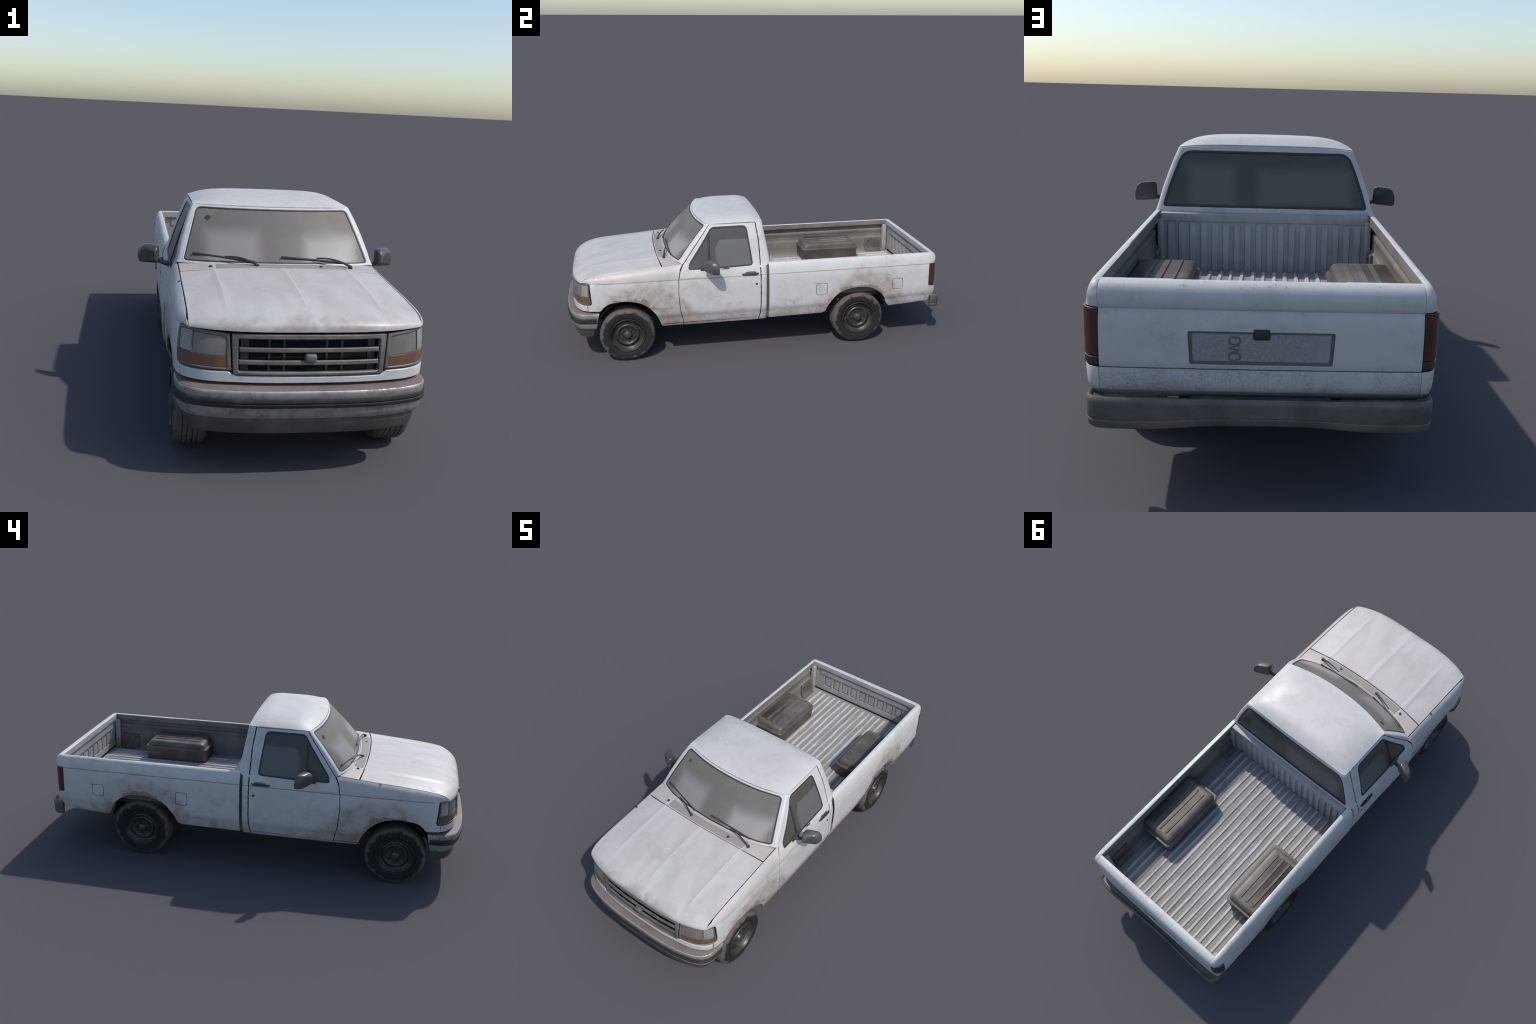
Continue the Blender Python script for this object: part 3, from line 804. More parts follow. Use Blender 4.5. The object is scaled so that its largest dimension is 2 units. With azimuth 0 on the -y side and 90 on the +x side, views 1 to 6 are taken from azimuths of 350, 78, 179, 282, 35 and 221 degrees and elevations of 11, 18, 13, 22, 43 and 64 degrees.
# --- windshield, pillars
WS_TX = 0.272; WS_BX = 0.3265
WS_T = lambda a: ROOF_F(a)-0.001
def wshield(u, v):
    """u in metres across (scaled to +-0.3), v in metres up the glass (0..0.242)"""
    t = v/0.242; a = u/0.3
    xb, xt = a*WS_BX, a*WS_TX
    yb, zb = WS_B(abs(xb)), 0.5130-0.004*a*a; yt, zt = WS_T(abs(xt)), 0.6835
    bow = math.sin(math.pi*max(0, min(1, t)))*0.0045
    return (mix(xb, xt, t), mix(yb, yt, t)-bow*0.75, mix(zb, zt, t)+bow*0.65)
glass = round_poly([(-0.2965, 0.006), (0.2965, 0.006), (0.2965, 0.234), (-0.2965, 0.234)], [0.014, 0.014, 0.02, 0.02])
panel('windshield_frame', [(-0.303, -0.004), (0.303, -0.004), (0.303, 0.2435), (-0.303, 0.2435)], wshield, 'paint', cab_root, holes=[glass], thick=0.006, gap=0, edge=0.0015, lift=0.0006)
gl_in = inset(resample(glass, 0.008), 0.0060)
panel('windshield_seal', glass, wshield, 'black', cab_root, holes=[[tuple(p) for p in gl_in]], thick=0.004, lift=0.0002, gap=0, edge=0.001, wob=0.0011)
panel('windshield', glass, wshield, 'windshield', cab_root, thick=0.003, lift=-0.0018, gap=0.001, edge=0, step=0.014)
# pillar: rolled strip from the windshield edge round to the door seam
def pillar():
    rings = []
    n = 26
    for i in range(n+1):
        t = i/n
        v = mix(-0.004, 0.2435, t); p0 = Vector(wshield(0.3005, v))
        z = mix(0.5005, 0.6845, t)
        y = float(np.interp(z, [0.500, 0.515, 0.576, 0.684], [-0.4045, -0.392, -0.347, -0.2625]))
        p1 = Vector(CAB(S(y), z))
        p1 += Vector((0.0, -0.0012, 0.0))
        c = Vector((max(p1.x, p0.x+0.004)+0.0015, min(p0.y+0.004, p1.y-0.006), mix(p0.z, p1.z, 0.5)+0.003))
        sec = []
        for k in range(9):
            s = k/8; sec.append(p0*(1-s)**2+c*2*s*(1-s)+p1*s*s)
        inn = Vector((-0.010, 0.012, -0.004))
        sec += [p1+Vector((-0.008, 0, 0)), p0+inn]
        rings.append(sec)
    return loft('windshield_pillar', rings, 'paint', cab_root)
both(pillar())
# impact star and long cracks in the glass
def star():
    V = []; F = []
    rnd = random.Random(3)
    cu, cv = -0.247, 0.188
    def sliver(u0, v0, u1, v1, w):
        n = Vector((-(v1-v0), u1-u0)).normalized()*w
        q = [(u0+n.x, v0+n.y), (u0-n.x, v0-n.y), (u1-n.x*0.4, v1-n.y*0.4), (u1+n.x*0.4, v1+n.y*0.4)]
        b = len(V)
        for a, c in q:
            p = Vector(wshield(a, c)); V.append(p+Vector((0, -0.0008, 0.0006)))
        for a, c in q:
            p = Vector(wshield(a, c)); V.append(p+Vector((0, 0.002, -0.0015)))
        F.append((b, b+1, b+2, b+3))
        for i in range(4): F.append((b+i, b+4+i, b+4+(i+1) % 4, b+(i+1) % 4))
    for k in range(11):
        a = TAU*k/11+rnd.uniform(-0.2, 0.2); r = rnd.uniform(0.007, 0.012)
        sliver(cu+0.0015*math.cos(a), cv+0.0015*math.sin(a), cu+r*math.cos(a), cv+r*math.sin(a), 0.00055)
    for k in range(10):
        a, b2 = TAU*k/10, TAU*(k+0.8)/10; r = 0.0085
        sliver(cu+r*math.cos(a), cv+r*math.sin(a), cu+r*math.cos(b2), cv+r*math.sin(b2), 0.0004)
    return recalc(make_obj('glass_crack', V, F, 'crack', cab_root))
star()

# --- wipers
def wiper(pv, mid, tips):
    w = empty('wiper', truck)
    P = [Vector(p) for p in (pv, mid)]
    arm = [tuple(P[0].lerp(P[1], k/8)+Vector((0, -0.002, 0.004+0.009*math.sin(math.pi*k/8)))) for k in range(9)]
    tube('wiper_arm', arm, [0.0042, 0.0040, 0.0036, 0.0034, 0.0032, 0.003, 0.0028, 0.0026, 0.0024], 'black', w, 8)
    a, b = Vector(tips[0]), Vector(tips[1])
    bl = [tuple(a.lerp(b, k/10)+Vector((0, -0.003, 0.003))) for k in range(11)]
    tube('wiper_blade', bl, 0.0034, 'black', w, 8)
    disc('wiper_pivot', (pv[0], pv[1], pv[2]-0.006), (0, -0.2, 1), 0.0075, 0.012, 'black', w, 16)
def wsp(x, v):
    t = v/0.242; u = 0.3*x/mix(WS_BX, WS_TX, t); return wshield(u, v)
wiper((-0.083, -0.505, 0.5135), tuple(Vector(wsp(-0.185, 0.020))+Vector((0, -0.006, 0.005))), (wsp(-0.290, 0.034), wsp(-0.085, 0.008)))
wiper((0.240, -0.492, 0.5105), tuple(Vector(wsp(0.125, 0.020))+Vector((0, -0.006, 0.005))), (wsp(0.005, 0.030), wsp(0.225, 0.008)))

# --- mirrors
def mirror():
    m = empty('side_mirror', truck)
    rings = []
    for i, (y, k) in enumerate([(-0.294, 0.50), (-0.291, 0.70), (-0.285, 0.83), (-0.276, 0.91), (-0.263, 0.95), (-0.254, 0.95), (-0.2515, 0.91)]):
        out = round_poly([(0.3925, 0.4705), (0.471, 0.4680), (0.4735, 0.505), (0.4600, 0.5365), (0.3960, 0.5385)], [0.012, 0.012, 0.014, 0.02, 0.014], 4)
        cx, cz = 0.430, 0.503
        yy = y
        rings.append([Vector((cx+(x-cx)*k, yy+(x-cx)*0.42, cz+(z-cz)*k)) for x, z in out])
    o = [loft('mirror_housing', rings, 'mirror', m)]
    face = [[Vector((0.430+(p.x-0.430)*s, -0.2515+(p.x-0.43)*0.42+d, 0.503+(p.z-0.503)*s)) for p in rings[-1]] for s, d in ((0.90, -0.002), (0.90, 0.0008), (0.87, 0.0014))]
    o.append(loft('mirror_glass', face, 'mirror_glass', m))
    o.append(tube('mirror_arm', [(0.3555, -0.292, 0.472), (0.368, -0.289, 0.472), (0.385, -0.283, 0.476), (0.402, -0.278, 0.482)], [0.013, 0.011, 0.009, 0.009], 'rubber', m, 10, 0.8))
    o.append(box('mirror_foot', (0.3535, -0.318, 0.462), (0.3655, -0.262, 0.484), 'rubber', m, 0.003))
    return m, o
mR, mo = mirror(); mL = empty('side_mirror', truck)
for p in mo: mirror_copy(p, mL)

# small marks: antenna base on one fender, dark slot below one window
c = FEND(S(-0.605), 0.492); disc('antenna_base', (-c[0]+0.004, c[1], c[2]-0.003), (-0.3, 0, 1), 0.006, 0.006, 'rubber', body_root, 12)
panel('trim_clip', sl([(-0.215, 0.466), (-0.172, 0.465), (-0.170, 0.4715), (-0.195, 0.4725)]), CAB, 'rubber', dR, thick=0.003, lift=0.001, gap=0, edge=0.0008, step=0.005)

# ------------------------------------------------------------------ cargo bed
BED = body('bed')
arch_r = [tuple(p) for p in catmull([(0.329, 0.1835), (0.346, 0.199), (0.360, 0.233), (0.394, 0.281), (0.435, 0.307), (0.480, 0.3195), (0.535, 0.3225), (0.590, 0.3145),
                                   (0.640, 0.284), (0.668, 0.250), (0.681, 0.218), (0.700, 0.1955)], 6)]
SE = SX(0.341, True)
def bedpoly():
    p = [(S(0.035), 0.1800)]+[(S(y), l) for y, l in arch_r]
    p += [(S(0.80), 0.202), (S(0.90), 0.210), (S(0.93), 0.216), (SE-0.01, 0.222), (SE, 0.223)]
    # tail lamp notch
    p += [(SE, 0.2985), (S(0.935), 0.3000), (S(0.9165), 0.3035), (S(0.9145), 0.318), (S(0.9135), 0.400), (S(0.9150), 0.4285), (S(0.94), 0.4280), (SE, 0.4275)]
    p += [(SE, 0.5035), (S(0.9), 0.5035), (S(0.035), 0.5035)]
    return p
sq = [round_poly([(S(y0), z0), (S(y1), z0), (S(y1), z1), (S(y0), z1)], 0.013) for y0, y1, z0, z1 in ((0.288, 0.347, 0.293, 0.358), (0.709, 0.767, 0.2955, 0.3575))]
side = panel('bed_side', bedpoly(), BED, 'paint', bed_root, holes=sq, rows=(0.246, 0.264, 0.4245, 0.4262, 0.4285, 0.476, 0.484, 0.492, 0.499, 0.504, 0.51), thick=0.004, gap=0.0002, edge=0.0006)
both(side)
both(panel('rail_lip', [(S(0.035), 0.5033), (S(0.92), 0.5033), (S(0.92), 0.528), (S(0.035), 0.528)], BED, 'bed_wall', bed_root, rows=(0.506, 0.512), thick=0.003, gap=0, edge=0))
for q in sq:
    both(panel('filler_door', q, BED, 'paint', bed_root, thick=0.004, gap=0.0024, edge=0.0006))
    both(panel('filler_recess', q, BED, 'gap', bed_root, thick=0.002, gap=-0.004, edge=0, lift=-0.005))

# tail lamps
tl_poly = [(SE-0.0008, 0.2995), (SE-0.0008, 0.4265), (S(0.94), 0.4270), (S(0.9160), 0.4275), (S(0.9147), 0.400), (S(0.9157), 0.318), (S(0.9175), 0.3045), (S(0.935), 0.3010)][::-1]
def split(poly, z, above):
    P = poly; out = []
    for a, b in zip(P, P[1:]+P[:1]):
        ia, ib = (a[1] > z) == above, (b[1] > z) == above
        if ia: out.append(a)
        if ia != ib:
            t = (z-a[1])/(b[1]-a[1]); out.append((a[0]+(b[0]-a[0])*t, z))
    return out
def LAMP(s, l):
    px, py, nx, ny = base(s); w = smooth(0.2, 0.9, ny); off = mix(-0.001, 0.0010, w)
    return (px-nx*off, py-ny*off, l)
for piece, mat, nm in ((split(tl_poly, 0.3205, True), 'red', 'tail_lens'), (split(tl_poly, 0.3200, False), 'smoked', 'reverse_lens')):
    both(panel(nm, piece, LAMP, mat, bed_root, thick=0.012, gap=0.0004, edge=0.0018, step=0.006))

# tailgate: outer skin with a sunken plate panel and latch handle
gate = empty('tailgate', truck)
def rearf(u, l):
    return BED(S_END-u, l) if u >= 0 else (lambda p: (-p[0], p[1], p[2]))(BED(S_END+u, l))
def REAR(u, l): return rearf(-u, l)
U1 = S_END-SE
gp = [(-U1, 0.2996), (U1, 0.2996), (U1, 0.5035), (-U1, 0.5035)]
panel('gate_lip', [(-U1, 0.5033), (U1, 0.5033), (U1, 0.528), (-U1, 0.528)], REAR, 'bed_paint', gate, rows=(0.506, 0.512), thick=0.003, gap=0, edge=0)
plate = round_poly([(-0.1505, 0.3085), (0.1505, 0.3085), (0.1545, 0.3815), (-0.1545, 0.3815)], 0.005)
panel('tailgate_skin', gp, REAR, 'paint', gate, holes=[plate], rows=(0.42, 0.4255, 0.4295, 0.435, 0.476, 0.484, 0.492, 0.499, 0.504, 0.51), thick=0.004, gap=0.0002, edge=0.0007)
flat = lambda u, l: (-u, 0.9655-0.002*(u/0.34)**2, l)
panel('plate_recess', plate, lambda u, l: flat(u, l), 'groove_dirt', gate, thick=0.003, lift=-0.0055, gap=-0.004, edge=0)
pin = round_poly([(-0.1445, 0.3145), (0.1445, 0.3145), (0.1475, 0.3765), (-0.1475, 0.3765)], 0.005)
panel('plate_panel', pin, flat, 'grimy_plate', gate, thick=0.006, lift=-0.0018, gap=0, edge=0.0025)
box('tailgate_handle', (-0.0180, 0.9600, 0.3640), (0.0180, 0.9670, 0.3890), 'black', gate, 0.004, 3)
# raised stamped sign on the plate panel: two small loops joined by a bent stroke
def sign():
    r = 0.0021; x0 = 0.0565; y = 0.9635
    def ring(zc): return [(x0+0.0115*math.copysign(abs(math.cos(a))**0.6, math.cos(a)), y, zc+0.0075*math.copysign(abs(math.sin(a))**0.6, math.sin(a))) for a in [TAU*k/24 for k in range(25)]]
    a = tube('stamped_sign', ring(0.3625), r, 'plate_line', gate, 6); tube('stamped_sign', ring(0.3275), r, 'plate_line', gate, 6)
    tube('stamped_sign', [(x0-0.010, y, 0.353), (x0+0.003, y, 0.350), (x0+0.0105, y, 0.3455), (x0, y, 0.3435), (x0-0.0105, y, 0.3415), (x0-0.004, y, 0.3375), (x0+0.010, y, 0.3365)], r, 'plate_line', gate, 6)
t = NT('stamped_metal'); t.done('plate_line', (0.14, 0.135, 0.128), 0.6)
sign()
# lower sill under the tailgate
panel('tail_sill', [(-U1, 0.223), (U1, 0.223), (U1, 0.2988), (-U1, 0.2988)], REAR, 'sill_paint', bed_root, thick=0.005, gap=0.0003, rows=(0.235, 0.25, 0.262))

# inner tailgate face: frame with a row of nine pressed squares below a raised bar
IN = lambda u, l: (u, GATE_Y+0.011, l)
pw, pitch = 0.0225, 0.0605
squares = [round_poly([(pitch*k-pw, 0.334), (pitch*k+pw, 0.334), (pitch*k+pw, 0.4015), (pitch*k-pw, 0.4015)], 0.004) for k in range(-4, 5)]
panel('tailgate_inner', [(-0.327, 0.301), (0.327, 0.301), (0.327, 0.459), (-0.327, 0.459)], IN, 'bed_paint', gate, holes=squares, thick=0.004, gap=0, edge=0.0014)
panel('tailgate_liner', [(-0.325, 0.302), (0.325, 0.302), (0.325, 0.458), (-0.325, 0.458)], IN, 'bed_paint', gate, thick=0.003, lift=-0.0052, gap=0, edge=0, step=0.03)
for k in range(-4, 5):
    q = round_poly([(pitch*k-pw+0.006, 0.340), (pitch*k+pw-0.006, 0.340), (pitch*k+pw-0.006, 0.3955), (pitch*k-pw+0.006, 0.3955)], 0.004)
    panel('pressed_square', q, IN, 'bed_paint', gate, thick=0.004, lift=-0.0015, gap=0, edge=0.0016)
panel('tailgate_bar', round_poly([(-0.292, 0.411), (0.292, 0.411), (0.292, 0.4435), (-0.292, 0.4435)], 0.004), IN, 'bed_paint', gate, thick=0.006, lift=0.0045, gap=0, edge=0.002)

# inner side walls
FLOOR = 0.290
def wall():
    prof = [(0.3380, 0.4560), (0.3480, 0.4545), (0.3518, 0.4520), (0.3518, 0.4290), (0.3500, 0.4265), (0.3425, 0.4235), (0.3410, 0.4215), (0.3410, 0.4100), (0.3425, 0.4075),
            (0.3410, 0.3760), (0.3395, 0.3735), (0.3350, 0.3710), (0.3338, 0.3680), (0.3335, 0.330), (0.3315, 0.3060), (0.325, 0.2895), (0.325, 0.280), (0.3640, 0.280), (0.3640, 0.458)]
    prof = [(x+0.0095 if 0.3 < x < 0.3635 and z < 0.455 and z > 0.285 else x, z) for x, z in prof]
    rings = [[Vector((x, y, max(z, 0.352) if 0.375 < y < 0.672 else z)) for x, z in prof] for y in np.linspace(0.045, 0.930, 60)]
    return loft('bed_inner_wall', rings, 'bed_wall', bed_root)
both(wall())
# corner posts beside the tailgate and at the front of the bed
both(box('corner_post', (0.323, 0.900, 0.290), (0.3465, 0.928, 0.4535), 'bed_paint', bed_root, 0.004))
both(box('corner_post', (0.325, 0.066, 0.290), (0.3445, 0.084, 0.462), 'bed_front', bed_root, 0.004))
# stake brackets, low on each wall
def bracket(y0, y1):
    prof = [(0.3375, 0.3705), (0.3285, 0.3700), (0.3270, 0.368), (0.3265, 0.330), (0.322, 0.312), (0.308, 0.3005), (0.300, 0.2985), (0.300, 0.296), (0.338, 0.296)]
    return loft('stake_bracket', [[Vector((x+0.008, y, z-0.006*(z < 0.33))) for x, z in prof] for y in (y0, y1)], 'brown', bed_root)
for y0, y1 in ((0.793, 0.890), (0.090, 0.158)):
    both(bracket(y0, y1))
    c = disc('bracket_bolt', (0.3355, y0+0.022, 0.352), (-1, 0, 0), 0.006, 0.004, 'rubber', bed_root, 12); both(c)

both(box('bed_gap_filler', (0.30, 0.012, 0.186), (0.3585, 0.046, 0.470), 'gap_dust', bed_root, 0.002))
# floor with lengthwise ribs
box('bed_floor', (-0.340, 0.058, 0.278), (0.340, 0.932, FLOOR-0.001), 'floor', bed_root, 0)
RIB_PITCH = 0.0345; RIBS = 17
def rib_mesh(rng):
    rings = []
    for y in np.linspace(0.076, 0.914, 70):
        w = 0.0058+0.0024*mnoise.noise(Vector((rng*3.1, y*9, 0))); sh = 0.0026*mnoise.noise(Vector((rng*5.7, y*6, 2)))
        h = 0.0052+0.0008*mnoise.noise(Vector((rng*2.3, y*12, 5)))
        e = 0.2 if y < 0.077 or y > 0.913 else 1.0
        rings.append([Vector((sh+dx*w*1.35 if abs(dx) == 1 else sh+dx*w, y, FLOOR-0.002+dz*h*e+0.0015)) for dx, dz in ((-1, -0.2), (-0.82, 0.72), (-0.55, 1.0), (0.55, 1.0), (0.82, 0.72), (1, -0.2))])
    return rings
for k in range(RIBS):
    o = loft('floor_rib', rib_mesh(k), 'rib', bed_root)
    x = (k-(RIBS-1)/2)*RIB_PITCH
    for v in o.data.vertices: v.co.x += x

# front wall of the bed: header rail and 18 upright corrugations
box('bed_front_wall', (-0.346, 0.050, 0.280), (0.346, 0.0685, 0.4755), 'bed_front', bed_root, 0)
box('bed_header', (-0.3365, 0.0405, 0.4515), (0.3365, 0.0735, 0.4800), 'bed_front', bed_root, 0.004)
FP = 0.0356
def slat(x):
    n = 18; prof = [(-0.0115, 0), (-0.0085, 0.0075), (0.0085, 0.0075), (0.0115, 0)]
    rings = []
    for z, e in ((0.2895, 1), (0.436, 1), (0.4475, 0.15)):
        rings.append([Vector((x+dx, 0.0675+dy*e, z)) for dx, dy in prof])
    return loft('wall_corrugation', rings, 'bed_front', bed_root)
for k in range(18): slat((k-8.5)*FP)

# wheel boxes: low box with a lip and a rounded lid carrying three long ridges
def wheel_box():
    w = empty('wheel_box', truck)
    x0, x1, y0, y1 = 0.1815, 0.3445, 0.353, 0.692
    o = []
    def ring(ix, iy, z, r):
        out = round_poly([(x0+ix, y0+iy), (x1, y0+iy), (x1, y1-iy), (x0+ix, y1-iy)], [r, 0.002, 0.002, r], 6)
        return [Vector((x, y, z)) for x, y in out]
    o.append(loft('box_base', [ring(0.004, 0.004, 0.280, 0.02), ring(0.001, 0.001, 0.352, 0.02), ring(-0.002, -0.002, 0.356, 0.022), ring(-0.0025, -0.0025, 0.3655, 0.022), ring(0.0, 0.0, 0.3685, 0.02), ring(0.006, 0.006, 0.3690, 0.018)], 'brown', w))
    lid = [ring(0.006, 0.007, 0.364, 0.020), ring(0.008, 0.011, 0.376, 0.020), ring(0.0095, 0.014, 0.386, 0.020), ring(0.013, 0.019, 0.3925, 0.020), ring(0.021, 0.028, 0.3965, 0.018), ring(0.032, 0.040, 0.3975, 0.014)]
    o.append(loft('box_lid', lid, 'brown', w, sharp=60))
    for x in (0.230, 0.265, 0.300):
        prof = [(-0.0085, -0.002), (-0.0045, 0.0042), (0.0045, 0.0042), (0.0085, -0.002)]
        rings = [[Vector((x+dx*k, y, 0.3972+dz*(k if dz > 0 else 1))) for dx, dz in prof] for y, k in ((0.392, 0.3), (0.400, 1), (0.646, 1), (0.654, 0.3))]
        o.append(loft('lid_ridge', rings, 'brown', w, sharp=22))
    return w, o
wb, wo = wheel_box(); wb2 = empty('wheel_box', truck)
for p in wo: mirror_copy(p, wb2)

# ------------------------------------------------------------------ bumpers
def plan_path(pts, n=14):
    half = catmull(pts, n)
    full = [np.array((-p[0], p[1])) for p in half[::-1]][:-1]+half
    P = np.array(full); A = np.concatenate([[0], np.cumsum(np.linalg.norm(np.diff(P, axis=0), axis=1))])
    T = np.gradient(P, A, axis=0); T /= np.linalg.norm(T, axis=1)[:, None]
    return P, np.stack([T[:, 1], -T[:, 0]], 1)

def sweep_bumper(name, plan, prof, mat, parent, yend=None, zf=None, n=14):
    """sweep an (offset, z) section along the bumper plan; yend(z) trims the wrapped ends"""
    P, N = plan_path(plan, n)
    rings = []
    for p, nn in zip(P, N):
        r = []
        for off, z in prof:
            q = p-nn*off; y = q[1]
            zz = z+(zf(q[0], z) if zf else 0)
            r.append(Vector((q[0], y, zz)))
        rings.append(r)
    if yend:
        for r in rings:
            for v in r:
                lim = yend(v.z)
                if v.y > lim: v.y = lim
    return loft(name, rings, mat, parent)

fb = empty('front_bumper', truck)
FPLAN = [(0, -0.9985), (0.10, -0.9975), (0.19, -0.991), (0.265, -0.977), (0.315, -0.960), (0.344, -0.940), (0.360, -0.912), (0.3665, -0.880), (0.3680, -0.850), (0.3680, -0.832)]
yend_f = lambda z: -0.832-(0.277-z)*0.22 if z > 0.19 else -0.851-(0.19-z)*0.6
sweep_bumper('bumper_bar', FPLAN, [(0.0045, 0.2705), (0.0025, 0.2695), (0.0005, 0.2670), (0.0, 0.2625), (0.0, 0.2500), (0.001, 0.2480), (0.001, 0.2215), (0.002, 0.2190),
      (0.004, 0.2050), (0.009, 0.1910), (0.013, 0.1865), (0.020, 0.186), (0.020, 0.266)], 'chrome', fb, yend_f)
sweep_bumper('bumper_step', FPLAN, [(0.0040, 0.2712), (0.012, 0.2735), (0.030, 0.2760), (0.0545, 0.2778), (0.0545, 0.2690), (0.0040, 0.2680)], 'bumper_top', fb, lambda z: -0.832)
sweep_bumper('bumper_trim', FPLAN, [(0.002, 0.2475), (-0.0030, 0.2465), (-0.0042, 0.2440), (-0.0040, 0.2375), (-0.0015, 0.2355), (-0.0015, 0.2335), (-0.0038, 0.2320), (-0.0035, 0.2245), (-0.002, 0.2225), (0.002, 0.2220)],
             'trim', fb, lambda z: -0.846)
sweep_bumper('bumper_valance', [(p[0]*0.968, p[1]*0.995+0.000) for p in FPLAN], [(0.010, 0.1885), (0.010, 0.180), (0.012, 0.1660), (0.0130, 0.1640), (0.0165, 0.1440), (0.0205, 0.1380), (0.030, 0.1360), (0.034, 0.1860)], 'valance', fb,
             lambda z: -0.858-(0.1885-z)*0.35)

rb = empty('rear_bumper', truck)
RPLAN = [(0, 0.9920), (0.10, 0.9930), (0.20, 0.9975), (0.28, 0.9995), (0.329, 0.9965), (0.354, 0.989), (0.3665, 0.974), (0.3690, 0.957), (0.3690, 0.936)]
RPLAN = [(-x, y) for x, y in RPLAN]
def up_mid(x, z): return 0.0065*(1-smooth(0.08, 0.24, abs(x)))*smooth(0.225, 0.18, z)-0.004*(1-smooth(0.12, 0.27, abs(x)))*smooth(0.222, 0.234, z)
sweep_bumper('bumper_bar', RPLAN, [(0.033, 0.2360), (0.014, 0.2370), (0.0110, 0.2420), (0.0060, 0.2440), (0.0022, 0.2400), (0.0008, 0.232), (0.001, 0.2285), (0.002, 0.1945), (0.0035, 0.1925), (0.002, 0.1905), (0.003, 0.178), (0.0075, 0.1730), (0.020, 0.1725), (0.022, 0.229), (0.033, 0.231)], 'rear_steel', rb, None, up_mid)
both(box('bumper_bracket', (0.10, 0.86, 0.205), (0.125, 0.978, 0.232), 'under', rb, 0.002))
box('bumper_step', (-0.15, 0.945, 0.226), (0.15, 0.978, 0.236), 'rubber', rb, 0.003)

# ------------------------------------------------------------------ wheels
def build_wheel():
    outer, inner = 0.0530, -0.0530      # x from wheel centre
    tp = [(0.084, outer-0.013), (0.0875, outer-0.0075), (0.092, outer-0.004), (0.101, outer-0.0008), (0.112, outer), (0.121, outer-0.0012), (0.1235, outer-0.0010),
          (0.126, outer-0.003), (0.1320, outer-0.0065), (0.1362, outer-0.0115), (0.1385, outer-0.0165)]
    tread = []
    for c in (0.0235, 0.0085, -0.0085, -0.0235):
        tread += [(0.1402, c+0.0018+0.0035), (0.1402, c+0.0018), (0.1372, c+0.0012), (0.1372, c-0.0012), (0.1402, c-0.0018), (0.1402, c-0.0018-0.0035)]
    back = [(r, -x) for r, x in tp[::-1]]
    prof = tp+[(0.1395, 0.0305)]+tread+[(0.1395, -0.0305)]+back
    n0 = len(tp); nt = len(prof)-2*n0
    def wob(k, j):
        if n0-3 <= j < n0+nt+3:
            return -0.0014 if (k+(2 if j > len(prof)//2 else 0)) % 4 == 0 else 0.0
        return 0.0
    tyre = revolve('tyre', prof, 'tyre', None, 160, wobble=wob, sharp=30)
    # side-wall lettering ring is left as a fine moulded rib
    rp = [(0.0800, -0.044), (0.0870, -0.043), (0.0895, outer-0.008), (0.0893, outer-0.0012), (0.0880, outer+0.0004), (0.0862, outer+0.0002), (0.0850, outer-0.0020), (0.0840, outer-0.0085), (0.0805, outer-0.0120),
          (0.0755, outer-0.0200), (0.0715, outer-0.0240), (0.0655, outer-0.0255), (0.0620, outer-0.0240), (0.0590, outer-0.0195), (0.0560, outer-0.0150), (0.0520, outer-0.0133),
          (0.0480, outer-0.0145), (0.0450, outer-0.0170), (0.0435, outer-0.0195), (0.0410, outer-0.0205), (0.0220, outer-0.0205), (0.0, outer-0.0205)]
    rim = revolve('rim', rp, 'rim', None, 72, sharp=45)
    cap = revolve('hub_cap', [(0.0235, outer-0.022), (0.0225, outer-0.0155), (0.0195, outer-0.0125), (0.0180, outer-0.0090), (0.0160, outer-0.0060), (0.0100, outer-0.0045), (0.0, outer-0.0040)], 'hub', None, 32, sharp=50)
    nuts = []
    for k in range(5):
        a = TAU*k/5+0.3
        nuts.append(disc('lug_nut', (outer-0.0210, 0.0325*math.cos(a), 0.0325*math.sin(a)), (1, 0, 0), 0.0055, 0.0105, 'hub', None, 6))
    holes = []
    for k in range(5):
        a = TAU*(k+0.5)/5+0.3
        holes.append(disc('rim_slot', (outer-0.0208, 0.0315*math.cos(a), 0.0315*math.sin(a)), (1, 0, 0), 0.0042, 0.0012, 'black', None, 10))
    return [tyre, rim, cap]+nuts+holes
proto = build_wheel()
first = True
CX = 0.3145
for y in (WHEEL_F, WHEEL_R):
    for sx in (1, -1):
        w = empty('wheel', truck, (sx*CX, y, AXLE_Z))
        rot = Matrix.Rotation(0 if sx > 0 else math.pi, 4, 'Z')
        spin = Matrix.Rotation(random.uniform(0, TAU), 4, 'X')
        for p in proto:
            o = p if first else p.copy()
            if not first: COL.objects.link(o)
            o.parent = w
            o.matrix_local = rot @ spin
        first = False

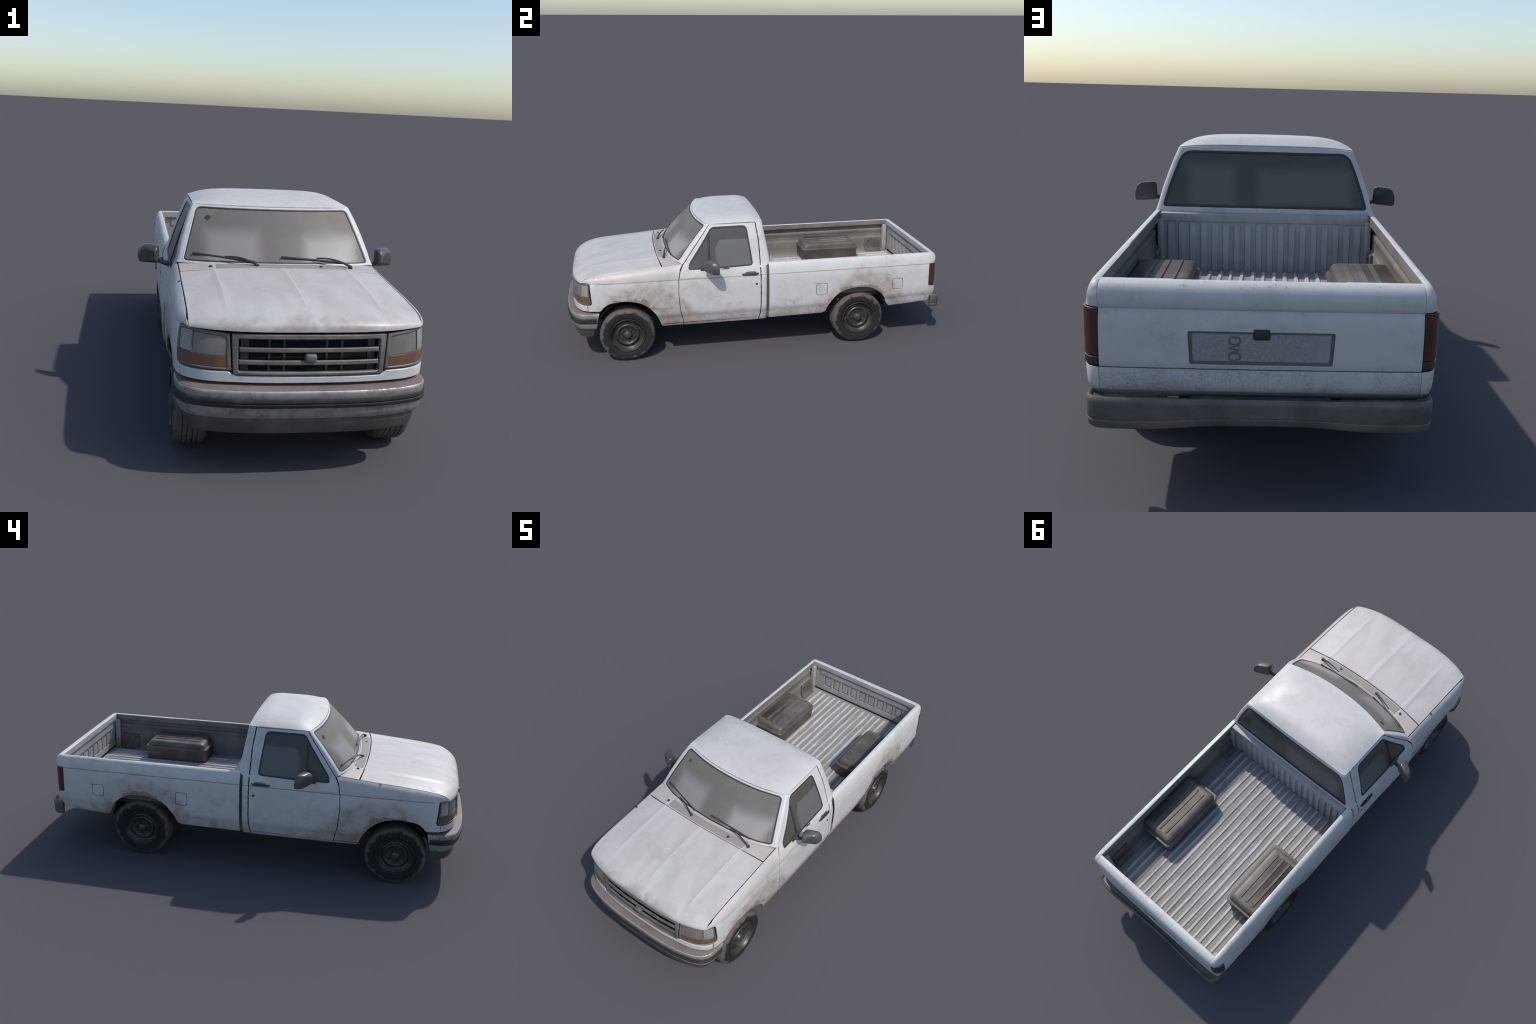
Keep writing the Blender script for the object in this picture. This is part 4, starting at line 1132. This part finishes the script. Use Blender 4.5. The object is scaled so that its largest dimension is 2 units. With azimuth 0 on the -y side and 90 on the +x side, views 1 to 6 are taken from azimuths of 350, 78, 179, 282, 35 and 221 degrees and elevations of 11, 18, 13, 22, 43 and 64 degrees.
# ------------------------------------------------------------------ underside
chassis = empty('chassis', truck)
def tub(yc, r, x0, x1, a0=12, a1=168):
    rings = []
    for k in range(25):
        a = math.radians(a0+(a1-a0)*k/24); c, s = math.cos(a), math.sin(a)
        rings.append([Vector((x, yc+rr*c, 0.155+rr*s*0.98)) for x, rr in ((x0, r), (x1, r), (x1, r+0.004), (x0, r+0.004))])
    return loft('wheel_well', rings, 'under', chassis)
both(tub(WHEEL_F+0.02, 0.174, 0.15, 0.352)); both(tub(WHEEL_R-0.006, 0.166, 0.20, 0.328, 8, 176))
both(box('frame_rail', (0.150, -0.88, 0.165), (0.180, 0.94, 0.215), 'under', chassis, 0.003))
for y in (-0.86, -0.45, -0.05, 0.30, 0.75, 0.92):
    box('cross_member', (-0.150, y-0.015, 0.175), (0.150, y+0.015, 0.205), 'under', chassis, 0.002)
box('cab_floor', (-0.358, -0.52, 0.186), (0.358, 0.018, 0.200), 'under', chassis, 0.002)
box('engine_block', (-0.145, -0.90, 0.19), (0.145, -0.50, 0.42), 'under', chassis, 0.01)
box('bed_underside', (-0.345, 0.045, 0.262), (0.345, 0.925, 0.284), 'under', chassis, 0.002)
box('front_bulkhead', (-0.345, -0.53, 0.20), (0.345, -0.515, 0.485), 'under', chassis, 0.002)
box('radiator_support', (-0.215, -0.93, 0.20), (0.215, -0.915, 0.42), 'under', chassis, 0.002)
box('cab_rear_wall', (-0.335, 0.000, 0.19), (0.335, 0.010, 0.48), 'under', chassis, 0.002)
for y in (WHEEL_F, WHEEL_R):
    tube('axle', [(-0.29, y, AXLE_Z), (0.29, y, AXLE_Z)], 0.016, 'under', chassis, 12)
tube('differential', [(-0.06, WHEEL_R, AXLE_Z), (-0.04, WHEEL_R, AXLE_Z), (0.0, WHEEL_R, AXLE_Z), (0.04, WHEEL_R, AXLE_Z), (0.06, WHEEL_R, AXLE_Z)], [0.02, 0.042, 0.05, 0.042, 0.02], 'under', chassis, 16)
tube('drive_shaft', [(0, -0.45, 0.19), (0, WHEEL_R, AXLE_Z)], 0.012, 'under', chassis, 10)
both(tube('leaf_spring', [(0.205, 0.30, 0.20), (0.205, 0.42, 0.165), (0.205, 0.53, 0.155), (0.205, 0.64, 0.165), (0.205, 0.76, 0.205)], 0.009, 'under', chassis, 8))
disc('brake_line_clip', (0.345, 0.412, 0.255), (1, 0, 0), 0.009, 0.012, 'rubber', chassis, 12)
